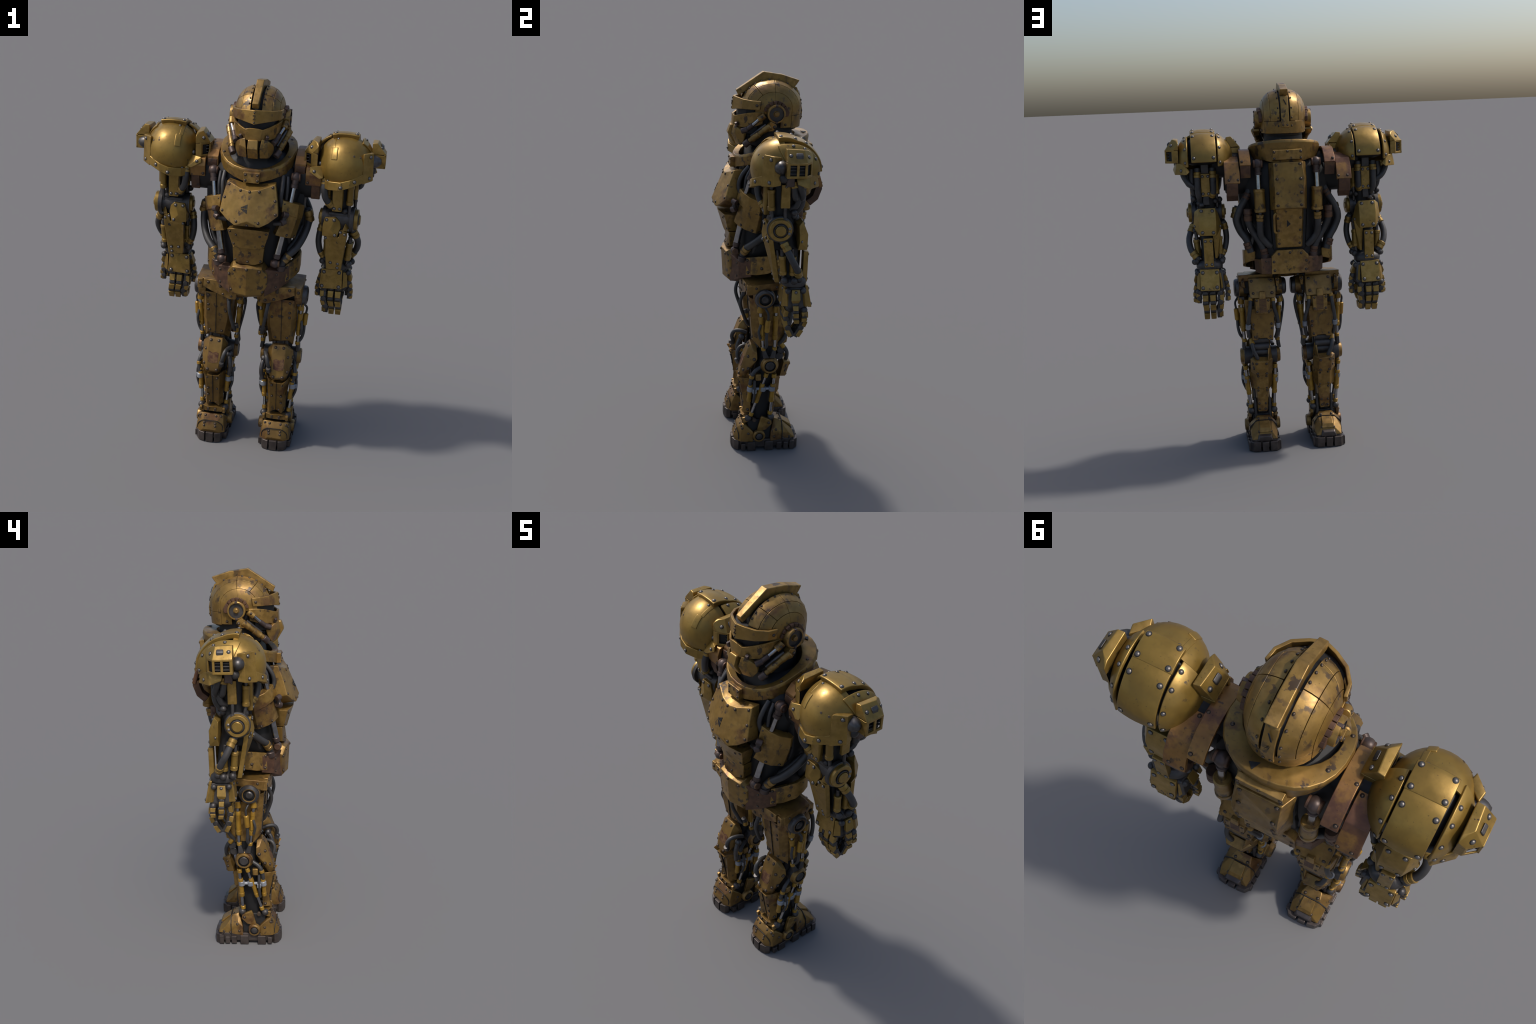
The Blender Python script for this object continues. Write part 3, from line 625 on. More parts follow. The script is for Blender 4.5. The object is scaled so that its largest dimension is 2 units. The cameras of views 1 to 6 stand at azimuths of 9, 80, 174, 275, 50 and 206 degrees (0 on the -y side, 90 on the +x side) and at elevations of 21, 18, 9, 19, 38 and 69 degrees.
# vent boxes: sloped hood, slotted front with fins
def vent(sx, x_in, x_out):
    X = lambda t: x_in + (x_out - x_in) * t
    Y = (lambda y: y) if sx > 0 else (lambda y: .060 - y)
    y0, y1, y2 = .002, .096, .126
    vh = lambda n, pts, mat='gold', **k: hull(n, [(x, Y(y), z) for x, y, z in pts], mat, **k)
    vb = lambda n, x, y, z, mat='gold', **k: box(n, x, sorted((Y(y[0]), Y(y[1]))), z, mat, **k)
    hood = vh('vent_hood', [(X(0), y0, 1.722), (X(.34), y0 + .003, 1.725), (X(.42), y1 - .012, 1.722), (X(0), y1 + .012, 1.717), (X(.2), y1 + .008, 1.717), (X(1), y0, 1.668), (X(1), y1, 1.664), (X(.4), y2, 1.668), (X(0), y2 + .004, 1.70), (X(0), y0, 1.664), (X(0), y2 + .004, 1.664)], 'gold', bevel=.003)
    nrm = (sx, 0, 1)
    bolts(hood, [(X(.68), Y(.02), 1.70)], (sx * .8, 0, 1), .0085); bolts(hood, [(X(.5), Y(.105), 1.69)], (sx * .6, sx * .8, .6), .0085)
    vh('vent_light', [(X(.7) + sx * .007 * a, y, 1.6955 + b - .006 * a) for a in (-1, 1) for y in (.043, .077) for b in (-.010 - .0 * a, .010)], 'steel', bevel=.004)
    z0, z1 = 1.603, 1.664; fx = sorted((X(.86), X(1)))
    vb('vent_frame', fx, (y0, y1), (z0 - .006, z0 + .006), bevel=.002); vb('vent_frame', fx, (y0, y1), (z1 - .006, z1 + .004), bevel=.002)
    for a, b in ((y0, y0 + .014), (.046, .058), (y1 - .012, y1)): vb('vent_frame', sorted((X(.87), X(.995))), (a, b), (z0 - .003, z1 + .001), bevel=.002)
    q = [(X(1), y1 - .004), (X(.4), y2)]
    for za, zb__ in ((z0 - .006, z0 + .006), (z1 - .006, z1 + .004)):
        vh('vent_frame', [(x + dx, y, z) for x, y in q for z in (za, zb__) for dx in (0, -sx * .009)], bevel=.002)
    vh('vent_frame', [(X(.4), y2, z) for z in (z0, z1)] + [(X(.5), y2 - .007, z) for z in (z0, z1)] + [(X(0), y2 + .002, z) for z in (z0 - .006, z1)] + [(X(.38), y2 - .012, z) for z in (z0 - .006, z1)], bevel=.002)
    vh('vent_body', [(X(0), y0, z0 - .006), (X(0), y0, z1), (X(.72), y0 + .002, z0 - .005), (X(.72), y0 + .002, z1), (X(0), y2 - .004, z0 - .005), (X(0), y2 - .004, z1), (X(.72), .09, z0 - .005), (X(.72), .09, z1), (X(.3), y2 - .006, z0 - .005), (X(.3), y2 - .006, z1)], 'black', bevel=0)
    vh('vent_frame', [(X(0), y0, z) for z in (z0 - .006, z1)] + [(X(.9), y0, z) for z in (z0 - .006, z1)] + [(X(0), y0 + .008, z) for z in (z0 - .006, z1)] + [(X(.9), y0 + .008, z) for z in (z0 - .006, z1)], bevel=.002)
    for i in range(3):
        z = 1.617 + .016 * i; vh('vent_fin', [(X(t), y, z + h) for t in (.6, .84) for y in (.012, .094) for h in (-.002, .002)], 'steel', bevel=.001)
vent(1, .568, .639); vent(-1, .309, .238)
# ================================================================== UPPER ARM
loft('upper_arm', [oval(.432, .03, rx, ry, z, 20, .7) for z, rx, ry in ((1.30, .05, .05), (1.36, .05, .055), (1.42, .05, .06), (1.52, .06, .07), (1.56, .06, .07))], 'black', part=True, smooth=60)
o = hull('arm_strut', [(.392, -.068, 1.52), (.443, -.068, 1.52), (.445, -.065, 1.375), (.397, -.065, 1.375), (.39, -.04, 1.52), (.445, -.04, 1.52), (.445, -.04, 1.375), (.395, -.04, 1.375), (.45, -.055, 1.44)], bevel=.003)
bolts(o, [(.407, -.06, 1.39), (.434, -.06, 1.39)], (0, -1, 0), .0075)
o = box('arm_strut', (.498, .516), (.003, .047), (1.425, 1.54), bevel=.003)
bolts(o, [(.51, .025, 1.53)], (1, 0, 0), .006)
o = box('arm_strut', (.409, .457), (.085, .108), (1.412, 1.535), bevel=.003)
bolts(o, [(x, .1, z) for x in (.418, .448) for z in (1.427, 1.52)], (0, 1, 0), .0075)
box('arm_strut_root', (.412, .455), (.07, .112), (1.535, 1.585), 'grey', bevel=.005); box('arm_strut_foot', (.415, .45), (.07, .105), (1.365, 1.415), 'grey', bevel=.005)
def arm_cyl(p0, p1, r=.019):
    lathe('arm_cylinder', p0, p1, [(0, r * .9), (.03, r), (.17, r), (.19, r * .9), (.8, r * .9), (.82, r), (.97, r), (1, r * .9)], 'gold', seg=20)
arm_cyl((.481, -.04, 1.51), (.481, -.036, 1.408)); cyl('arm_rod', (.481, -.036, 1.41), (.484, -.025, 1.352), .0085, 'steel'); cyl('arm_rod', (.481, -.04, 1.55), (.481, -.04, 1.50), .009, 'steel')
lathe('arm_rod_foot', (.484, -.028, 1.375), (.486, -.022, 1.345), [(0, .010), (.4, .013), (1, .018)], 'grey'); 
cyl('arm_rod', (.507, .025, 1.43), (.506, .027, 1.35), .0085, 'steel'); lathe('arm_rod_foot', (.506, .026, 1.378), (.505, .028, 1.345), [(0, .010), (.4, .013), (1, .018)], 'grey')
arm_cyl((.373, .03, 1.51), (.373, .03, 1.415), .017); cyl('arm_rod', (.373, .03, 1.42), (.373, .03, 1.35), .008, 'steel')
arm_cyl((.372, .07, 1.53), (.374, .072, 1.425), .016); cyl('arm_rod', (.374, .072, 1.43), (.375, .06, 1.35), .008, 'steel')
for p in ((.385, .07, 1.385), (.47, .075, 1.375), (.36, .055, 1.39), (.50, .07, 1.40), (.455, .09, 1.365), (.39, -.02, 1.385), (.46, -.03, 1.37)): ball('arm_joint_ball', p, .016, 'grey')
tube('arm_hose', [(.352, -.075, 1.535), (.353, -.085, 1.49), (.362, -.08, 1.445), (.384, -.062, 1.412), (.395, -.05, 1.395)], .0165, 'rubber'); sleeve((.374, -.070, 1.424), (.39, -.055, 1.402), .0195, 'gold')
sleeve((.351, -.07, 1.545), (.352, -.078, 1.515), .019, 'gold')
tube('arm_hose', [(.392, .105, 1.565), (.391, .112, 1.50), (.393, .108, 1.44), (.402, .09, 1.41)], .0165, 'rubber'); sleeve((.391, .108, 1.548), (.391, .111, 1.512), .019, 'gold'); sleeve((.394, .106, 1.432), (.402, .092, 1.412), .0185, 'gold')
tube('arm_hose', [(.474, .105, 1.565), (.475, .112, 1.50), (.473, .108, 1.43), (.462, .08, 1.39)], .0165, 'rubber'); sleeve((.474, .108, 1.545), (.475, .111, 1.515), .019, 'gold')
tube('arm_hose', [(.555, .08, 1.56), (.545, .092, 1.52), (.52, .105, 1.483), (.487, .098, 1.462), (.46, .085, 1.455)], .0145, 'rubber')
tube('arm_hose', [(.503, .088, 1.56), (.505, .092, 1.49), (.498, .08, 1.435), (.48, .055, 1.415)], .0145, 'rubber')
tube('arm_hose', [(.522, .058, 1.555), (.528, .062, 1.525), (.524, .068, 1.485), (.503, .075, 1.47)], .0165, 'rubber'); sleeve((.53, .058, 1.56), (.535, .065, 1.53), .021, 'gold')
# elbow joint
cyl('elbow', (.348, .012, 1.318), (.505, .01, 1.32), .052, 'grey', seg=28)
box('elbow_block', (.375, .49), (-.035, .06), (1.30, 1.362), 'grey', bevel=.012)
lathe('elbow_disc', (.49, .006, 1.32), (.533, .004, 1.32), [(0, .064, 1), (.42, .064, 1), (.5, .058, 1), (.5, .054), (.86, .054), (.93, .051), (.93, .037), (.80, .035, 1), (.80, .032, 1), (1, .031, 1), (1.03, .028, 1), (.95, .025), (1.12, .025), (1.18, .022)], ['gold', 'grey'], seg=36)
for a in (-20, 12): bolt_at((.529, .004 + .044 * math.cos(math.radians(a)), 1.32 + .044 * math.sin(math.radians(a))), (1, 0, 0), .009)
lathe('elbow_disc', (.365, .016, 1.32), (.332, .018, 1.32), [(0, .055, 1), (.5, .055, 1), (.55, .042), (.9, .042), (1, .036), (1, .02), (1.15, .018)], ['gold', 'grey'], seg=28)
# ================================================================== FOREARM
loft('forearm', [oval(.432, y, rx, ry, z, 20, .7) for z, y, rx, ry in ((1.035, .085, .055, .05), (1.07, .08, .045, .045), (1.15, .07, .04, .045), (1.22, .055, .042, .05), (1.30, .03, .05, .05))], 'black', part=True, smooth=60)
# front plate in two pieces
o = slab('forearm_front_plate', [(.363, -.050, 1.335), (.418, -.054, 1.34), (.440, -.044, 1.318), (.446, -.046, 1.285), (.430, -.062, 1.236), (.354, -.052, 1.236), (.353, -.048, 1.29)], [(.365, -.015, 1.335), (.418, -.015, 1.34), (.445, .0, 1.318), (.455, .0, 1.285), (.43, -.01, 1.236), (.355, .0, 1.236), (.352, .0, 1.29)], centre=(.395, -.066, 1.276), bevel=.003)
bolts(o, [(.373, -.05, 1.324), (.411, -.05, 1.326), (.42, -.05, 1.248)], (0, -1, 0), .0078)
o = slab('forearm_front_plate', [(.371, -.047, 1.237), (.44, -.058, 1.237), (.447, -.05, 1.275), (.476, -.044, 1.262), (.478, -.04, 1.235), (.460, -.001, 1.036), (.384, .003, 1.036), (.378, -.01, 1.10)], [(.371, -.025, 1.237), (.44, -.03, 1.237), (.45, -.02, 1.275), (.48, -.02, 1.262), (.482, -.016, 1.235), (.464, .022, 1.036), (.384, .02, 1.036), (.376, .012, 1.10)], bevel=.003)
bolts(o, [(.447, -.05, 1.262), (.468, -.05, 1.25), (.405, -.03, 1.078), (.443, -.03, 1.075), (.442, -.02, 1.05), (.374, -.03, 1.225)], (0, -1, 0), .0078)
box('forearm_block', (.385, .462), (-.035, .03), (1.2, 1.31), 'black', bevel=.008)
side_pl = hull('forearm_side_flap', [(.468, -.045, 1.31), (.455, -.05, 1.27), (.49, -.028, 1.263), (.50, -.018, 1.285), (.47, -.03, 1.31), (.46, -.03, 1.268), (.49, -.01, 1.263)], bevel=.003)
bolts(side_pl, [(.485, -.03, 1.272)], (.5, -1, 0), .0065)
# elbow guard (back) and rear forearm plate
eg = hull('elbow_guard', [(.478, .122, 1.352), (.388, .122, 1.352), (.478, .150, 1.285), (.388, .152, 1.28), (.474, .150, 1.207), (.390, .152, 1.205), (.500, .10, 1.335), (.375, .10, 1.325), (.510, .105, 1.258), (.354, .105, 1.252), (.49, .1, 1.21), (.38, .1, 1.205), (.47, .09, 1.34), (.39, .09, 1.34)], bevel=.003)
bolts(eg, [(.404, .13, 1.336), (.463, .13, 1.338), (.404, .15, 1.222), (.462, .15, 1.224)], (0, 1, 0), .0085); bolts(eg, [(.366, .11, 1.252), (.502, .11, 1.256)], (0, 1, 0), .0065)
hull('forearm_rail', [(.36, .12, 1.245), (.385, .135, 1.245), (.385, .115, 1.09), (.378, .10, 1.09), (.365, .10, 1.24), (.39, .13, 1.08), (.40, .13, 1.08), (.41, .13, 1.24)], bevel=.002)
o = box('forearm_rear_plate', (.41, .460), (.135, .160), (1.038, 1.193), bevel=.003)
bolts(o, [(x, .15, z) for x in (.42, .45) for z in (1.052, 1.178)], (0, 1, 0), .0072)
arm_cyl((.494, .024, 1.185), (.488, .034, 1.088), .0185); cyl('arm_rod', (.496, .02, 1.22), (.487, .036, 1.06), .0095, 'steel')
arm_cyl((.496, .075, 1.18), (.49, .08, 1.085), .0185); cyl('arm_rod', (.497, .07, 1.22), (.488, .082, 1.06), .0095, 'steel')
arm_cyl((.374, .05, 1.185), (.374, .055, 1.09), .017); cyl('arm_rod', (.372, .05, 1.23), (.375, .055, 1.06), .009, 'steel')
arm_cyl((.372, .095, 1.195), (.372, .095, 1.1), .0175); cyl('arm_rod', (.372, .09, 1.24), (.375, .095, 1.06), .009, 'steel')
tube('forearm_hose', [(.50, .02, 1.262), (.518, .036, 1.232), (.535, .062, 1.18), (.528, .09, 1.13), (.506, .106, 1.095), (.485, .108, 1.075)], .017, 'rubber'); sleeve((.507, .026, 1.252), (.524, .045, 1.217), .0215, 'gold'); sleeve((.52, .098, 1.115), (.498, .108, 1.085), .0215, 'gold')
tube('forearm_hose', [(.352, .06, 1.275), (.340, .05, 1.25), (.332, .038, 1.185), (.34, .042, 1.13), (.358, .05, 1.09), (.378, .055, 1.075)], .016, 'rubber'); sleeve((.344, .053, 1.262), (.336, .045, 1.228), .0185, 'gold'); sleeve((.345, .045, 1.115), (.361, .05, 1.088), .018, 'gold')
for p in ((.51, .085, 1.06), (.497, .04, 1.06), (.36, .05, 1.063), (.365, .1, 1.06), (.5, .112, 1.065), (.5, .05, 1.225), (.37, .07, 1.24)): ball('wrist_knuckle', p, .018, 'grey')
loft('wrist', [oval(.432, .095, rx, ry, z, 28, .85) for z, rx, ry in ((1.02, .055, .05), (1.024, .07, .06), (1.04, .072, .065), (1.056, .068, .06), (1.07, .05, .045))], 'grey', bevel=0, smooth=40)
# ================================================================== HAND
hull('hand', [(x, y, z) for x, y, z in ((.365, .06, 1.02), (.49, .06, 1.02), (.365, .15, 1.02), (.49, .15, 1.02), (.355, .058, .915), (.50, .058, .915), (.355, .16, .915), (.50, .16, .915), (.38, .08, .885), (.48, .08, .885), (.38, .145, .885), (.48, .145, .885))], 'grey', part=True, bevel=.008)
o = slab('hand_front_plate', [(.358, .046, 1.018), (.468, .044, 1.022), (.472, .034, .916), (.35, .036, .91)], [(.36, .062, 1.018), (.468, .062, 1.022), (.475, .055, .916), (.35, .055, .91)])
bolts(o, [(.372, .05, 1.003), (.452, .05, 1.005), (.366, .05, .925), (.455, .05, .927)], (0, -1, 0), .009)
hull('hand_corner_plate', [(.474, .042, 1.01), (.494, .056, 1.005), (.50, .06, .925), (.476, .038, .92), (.474, .055, 1.01), (.49, .066, 1.0), (.494, .07, .925), (.476, .052, .92)], bevel=.002)
o = slab('hand_back_plate', [(.384, .160, 1.025), (.386, .184, .912), (.489, .184, .915), (.486, .160, 1.028)], [(.384, .145, 1.025), (.386, .165, .912), (.489, .165, .915), (.486, .145, 1.028)])
bolts(o, [(.397, .17, 1.008), (.473, .17, 1.01), (.4, .17, .93), (.475, .17, .93)], (0, 1, 0), .009)
hull('hand_corner_plate', [(.490, .155, 1.01), (.502, .14, 1.005), (.508, .150, .925), (.493, .176, .92), (.48, .15, 1.01), (.495, .13, 1.0), (.498, .14, .925), (.485, .16, .92)], bevel=.002)
hull('hand_corner_plate', [(.378, .155, 1.005), (.366, .14, 1.0), (.36, .150, .93), (.375, .172, .92), (.385, .15, 1.005), (.372, .13, 1.0), (.37, .14, .93), (.382, .16, .92)], bevel=.002)
o = hull('hand_side_plate', [(.505, .078, 1.012), (.505, .118, 1.012), (.522, .074, .96), (.522, .12, .962), (.517, .082, .945), (.517, .112, .945), (.49, .08, 1.01), (.49, .118, 1.01), (.5, .08, .95), (.5, .115, .95)], bevel=.003)
bolts(o, [(.51, .098, 1.0)], (1, 0, .3), .007)
hull('hand_side_plate', [(.358, .08, 1.012), (.358, .118, 1.012), (.338, .074, .96), (.338, .12, .962), (.34, .082, .95), (.34, .112, .95), (.37, .08, 1.01), (.37, .118, 1.01), (.36, .08, .95), (.36, .115, .95)], bevel=.003)
for p in ((.5, .06, 1.005), (.5, .135, 1.005), (.36, .06, 1.0), (.362, .135, 1.0)): ball('hand_knuckle', p, .015, 'grey')
def finger(pts, w, t):
    """jointed finger: ball joints with armoured boxes between them (gold shell over grey bone)"""
    bm = bmesh.new(); P = [V(p) for p in pts]; hx = V((1, 0, 0)) if abs((P[1] - P[0]).x) < .03 else V((0, 1, 0))
    inward = V((.432, .105, P[0].z)) - P[0]; inward.z = 0
    for i, (a, b) in enumerate(zip(P, P[1:])):
        d = (b - a).normalized(); s = hx if abs(inward.y) > abs(inward.x) else V((0, 1, 0))
        n = d.cross(s).normalized()
        if n.dot(inward) > 0: n = -n
        for q0, q1, off, ww, tt, mi in ((.02, .98, 0, w * .8, t * .9, 1), (.16, .84, t * .35, w, t * .75, 0)):
            c0, c1 = a.lerp(b, q0) + n * off, a.lerp(b, q1) + n * off
            vs = [bm.verts.new(c + s * (sx * ww / 2 * (.9 if c is c1 else 1)) + n * (sn * tt / 2)) for c in (c0, c1) for sx in (-1, 1) for sn in (-1, 1)]
            for f in ((0, 1, 3, 2), (4, 6, 7, 5), (0, 4, 5, 1), (2, 3, 7, 6), (0, 2, 6, 4), (1, 5, 7, 3)):
                fc = bm.faces.new([vs[k] for k in f]); fc.material_index = mi
        lathe_bm(bm, a - s * w * .52, a + s * w * .52, [(0, t * .42), (.1, t * .56), (.9, t * .56), (1, t * .42)], 14, mi=1)
    return finish('finger', bm, ['gold', 'grey'], .002)
for x0, x1 in ((.378, .392), (.414, .424), (.453, .46)): finger([(x0, .078, .896), (x0, .066, .845), (x1, .074, .80), (x1, .10, .750)], .031, .028)
for x0, x1 in ((.386, .392), (.425, .424), (.465, .46)): finger([(x0, .148, .893), (x0, .153, .845), (x1, .139, .80), (x1, .110, .750)], .031, .028)
finger([(.493, .143, .90), (.496, .146, .87), (.497, .143, .842)], .027, .026)
finger([(.502, .098, .935), (.512, .1, .90), (.512, .102, .868), (.511, .106, .84)], .027, .024)
finger([(.352, .098, .94), (.343, .1, .905), (.343, .102, .873), (.346, .106, .84)], .027, .024)
for p in ((.378, .078, .9), (.416, .076, .9), (.455, .078, .9), (.386, .148, .896), (.425, .148, .896), (.464, .148, .896), (.495, .144, .903), (.351, .1, .94), (.5, .1, .938)): ball('hand_knuckle', p, .0185, 'grey')
side(False)
# ================================================================== HIP
side(True)
LX = .175
hull('hip', [(.06, -.09, .945), (.26, -.085, .945), (.06, .06, .96), (.26, .06, .96), (.07, -.06, .86), (.25, -.06, .86), (.07, .06, .86), (.25, .06, .86)], 'black', part=True, bevel=.006)
# cover box with sloping lid
o = hull('hip_cover', [(.09, -.10, .955), (.235, -.098, .955), (.278, -.09, .953), (.262, -.10, .90), (.278, -.085, .905), (.28, .062, .968), (.25, .065, .968), (.09, .07, .966), (.25, .065, .93), (.278, .062, .93), (.09, .065, .94), (.09, -.10, .94)], 'leg', bevel=.004)
bolts(o, [(.27, -.06, .938), (.275, .045, .945)], (1, 0, 0), .006, 'wbolt')
o = slab('hip_strap', [(.24, -.112, .956), (.10, -.122, .955), (.06, -.122, .925), (.065, -.118, .858), (.10, -.12, .857), (.20, -.112, .892), (.243, -.112, .914)], [(.24, -.08, .956), (.10, -.085, .955), (.06, -.085, .925), (.065, -.085, .86), (.10, -.085, .858), (.20, -.085, .892), (.243, -.085, .918)], 'leg', bevel=.003)
bolts(o, [(.215, -.14, .94), (.15, -.14, .935), (.09, -.14, .875), (.135, -.14, .882), (.15, -.14, .925)], (0, -1, 0), .0075, 'wbolt')
o = box('hip_strap_end', (.246, .274), (-.108, -.075), (.900, .954), 'leg', bevel=.003)
bolts(o, [(.26, -.1, .93)], (0, -1, 0), .0075, 'wbolt')
lathe('hip_disc', (.238, -.015, .884), (.303, -.015, .884), [(0, .056), (.55, .056), (.6, .053), (.62, .051, 1), (.85, .05, 1), (.96, .045, 1), (1, .036, 1), (.98, .031), (.82, .028, 2), (.82, .021, 2), (.94, .02, 1), (1.0, .014, 1)], ['leg', 'steel', 'black'], seg=36)
lathe('hip_disc', (.075, -.015, .882), (.013, -.015, .882), [(0, .052), (.6, .052), (.65, .048, 1), (.9, .046, 1), (1, .038, 1), (1, .02, 1)], ['leg', 'steel'], seg=30)
o = slab('hip_back_plate', [(.085, .090, .950), (.083, .138, .893), (.086, .142, .848), (.222, .142, .850), (.226, .138, .895), (.228, .090, .952)], [(.085, .05, .950), (.083, .05, .893), (.086, .05, .849), (.222, .05, .851), (.226, .05, .895), (.228, .05, .952)], 'leg', bevel=.004)
bolts(o, [(.103, .1, .936), (.211, .1, .938), (.104, .1, .865), (.205, .1, .866)], (0, 1, .3), .0072, 'wbolt')
o = hull('hip_back_tab', [(.25, .055, .955), (.268, .05, .95), (.25, .082, .945), (.262, .08, .92), (.245, .085, .90), (.24, .06, .89), (.268, .05, .9)], 'leg', bevel=.003); bolts(o, [(.256, .07, .935)], (.2, 1, 0), .0065, 'wbolt')
o = hull('hip_back_tab', [(.055, .06, .955), (.075, .055, .955), (.055, .085, .945), (.078, .085, .945), (.062, .085, .90), (.076, .085, .90), (.06, .055, .9), (.078, .055, .9)], 'leg', bevel=.003); bolts(o, [(.066, .07, .935)], (0, 1, 0), .0065, 'wbolt')
# ================================================================== THIGH
hull('thigh', [(.12, -.05, .86), (.23, -.05, .86), (.12, .08, .86), (.23, .08, .86), (.125, -.03, .60), (.22, -.03, .60), (.125, .07, .60), (.22, .07, .60)], 'black', part=True, bevel=.01)
o = slab('thigh_front_plate', [(.112, -.083, .872), (.175, -.094, .876), (.234, -.089, .876), (.230, -.074, .72), (.222, -.060, .632), (.178, -.066, .626), (.134, -.058, .626), (.114, -.070, .72)], [(.096, -.035, .85), (.175, -.03, .87), (.256, -.035, .86), (.254, -.03, .72), (.242, -.02, .588), (.178, -.02, .615), (.108, -.02, .588), (.094, -.03, .70)], 'leg', bevel=.003)
bolts(o, [(.125, -.08, .86), (.218, -.09, .858), (.218, -.07, .80), (.218, -.07, .77), (.125, -.06, .765), (.21, -.06, .645), (.146, -.06, .642)], (0, -1, 0), .0065, 'wbolt')
hull('thigh_seam', [(x + dx, y, z) for x, yy, z in ((.175, -.0952, .874), (.178, -.0672, .628)) for dx in (-.0011, .0011) for y in (yy, yy + .02)], 'black', bevel=0)
hull('thigh_side_panel', [(.25, -.04, .83), (.25, .075, .83), (.236, -.02, .60), (.236, .07, .60), (.22, -.03, .83), (.22, .075, .83), (.215, -.02, .60), (.215, .07, .60)], 'leg', bevel=.003)
hull('thigh_side_panel', [(.095, -.035, .83), (.095, .075, .83), (.11, -.02, .60), (.11, .07, .60), (.13, -.03, .83), (.13, .075, .83), (.135, -.02, .60), (.135, .07, .60)], 'leg', bevel=.003)
o = slab('thigh_back_plate', [(.094, .122, .785), (.100, .130, .70), (.108, .122, .612), (.135, .122, .612), (.14, .123, .62), (.185, .123, .62), (.19, .122, .612), (.217, .122, .612), (.222, .130, .70), (.224, .122, .785)], [(.085, .05, .80), (.09, .05, .70), (.10, .05, .585), (.135, .05, .60), (.14, .05, .61), (.185, .05, .61), (.19, .05, .60), (.232, .05, .585), (.24, .05, .70), (.245, .05, .80)], 'leg', bevel=.003)
bolts(o, [(.12, .1, .628), (.205, .1, .63), (.112, .1, .70), (.212, .1, .70), (.11, .1, .675), (.213, .1, .675)], (0, 1, 0), .006, 'wbolt')
o = hull('thigh_vent_box', [(.116, .148, .845), (.198, .148, .848), (.12, .150, .762), (.196, .150, .763), (.112, .09, .85), (.202, .09, .85), (.114, .09, .758), (.2, .09, .758)], 'leg', bevel=.003)
bolts(o, [(.126, .12, .775), (.188, .12, .776), (.126, .12, .836), (.19, .12, .838)], (0, 1, 0), .006, 'wbolt')
for i in range(11): hull('thigh_vent_rib', [(x, y + .0006 * (10 - i) * 0 + .0, z) for x in (.137, .176) for y in (.13, .1505) for z in (.771 + i * .0072, .776 + i * .0072)], 'brown', bevel=.001)
hull('thigh_vent_cap', [(.139, .152, .845), (.176, .152, .845), (.142, .147, .885), (.173, .147, .885), (.139, .12, .845), (.176, .12, .845), (.142, .12, .885), (.173, .12, .885)], 'leg', bevel=.004)
# outer and inner actuators
for s, xt, xb in ((1, .272, .262), (-1, .054, .074)):
    piston('thigh_actuator', (xt, -.036, .825), (xb, -.008, .588), .0135, a=.18, b=.74)
    piston('thigh_actuator', (xt - .003 * s, .048, .825), (xb - .003 * s, .05, .588), .0145, a=.17, b=.74)
    for y0, y1 in ((-.036, -.036), (.048, .048)): cyl('actuator_socket', (xt - .002 * s, y0, .84), (xt, y0, .806), .0165, 'yellow'); box('actuator_mount', sorted((xt - .022 * s, xt + .008 * s)), (y0 - .016, y0 + .016), (.828, .845), 'grey', bevel=.003)
    for y in (-.01, .05): hull('knee_link', [(xb + dx, y + dy, .60) for dx in (-.008, .008) for dy in (-.008, .008)] + [(xb + s * .004 + dx, y * .55 + .012 + dy, .545) for dx in (-.012, .008) for dy in (-.016, .016)], 'grey', bevel=.004)
cyl('thigh_accumulator', (.297, .004, .772), (.292, .0, .703), .0135, 'yellow', c=.3); tube('thigh_hose', [(.285, -.01, .83), (.30, .003, .805), (.297, .004, .772)], .006, 'rubber')
tube('thigh_hose', [(.292, .0, .705), (.29, .0, .66), (.282, .004, .625), (.27, .0, .605)], .0085, 'rubber')
tube('thigh_hose', [(.278, -.03, .74), (.283, -.04, .70), (.278, -.03, .66)], .007, 'rubber'); hull('thigh_bracket', boxpts((.255, .285), (-.028, -.014), (.68, .74)), 'yellow', bevel=.004)
tube('thigh_hose', [(.05, -.01, .845), (.036, -.01, .81), (.033, -.005, .775), (.044, .0, .71), (.056, .01, .66), (.066, .015, .60)], .006, 'rubber')
tube('thigh_hose', [(.046, .02, .845), (.034, .025, .80), (.042, .025, .73), (.056, .03, .66), (.07, .03, .60)], .006, 'rubber')
tube('thigh_hose', [(.107, -.088, .865), (.103, -.108, .835), (.096, -.115, .786), (.085, -.092, .715), (.076, -.072, .67), (.068, -.05, .65)], .0095, 'rubber'); cyl('hose_clip', (.107, -.092, .862), (.104, -.105, .84), .012, 'grey')
cyl('hose_fitting', (.07, -.062, .692), (.066, -.052, .66), .013, 'grey'); cyl('hose_fitting', (.068, -.055, .672), (.067, -.05, .645), .0145, 'yellow')
tube('thigh_hose', [(.218, .12, .86), (.226, .135, .80), (.235, .132, .74), (.240, .118, .69), (.236, .10, .64), (.225, .075, .605)], .0105, 'rubber'); cyl('hose_sleeve', (.239, .122, .703), (.240, .113, .675), .0145, 'clamp'); cyl('hose_fitting', (.219, .124, .852), (.222, .13, .835), .0125, 'yellow')
tube('thigh_hose', [(.1, .12, .86), (.098, .135, .82), (.093, .130, .785), (.080, .118, .74), (.074, .105, .69), (.08, .09, .64), (.088, .075, .61)], .0105, 'rubber'); cyl('hose_sleeve', (.0745, .108, .70), (.075, .102, .672), .0135, 'clamp'); cyl('hose_fitting', (.099, .126, .842), (.098, .134, .825), .012, 'yellow')
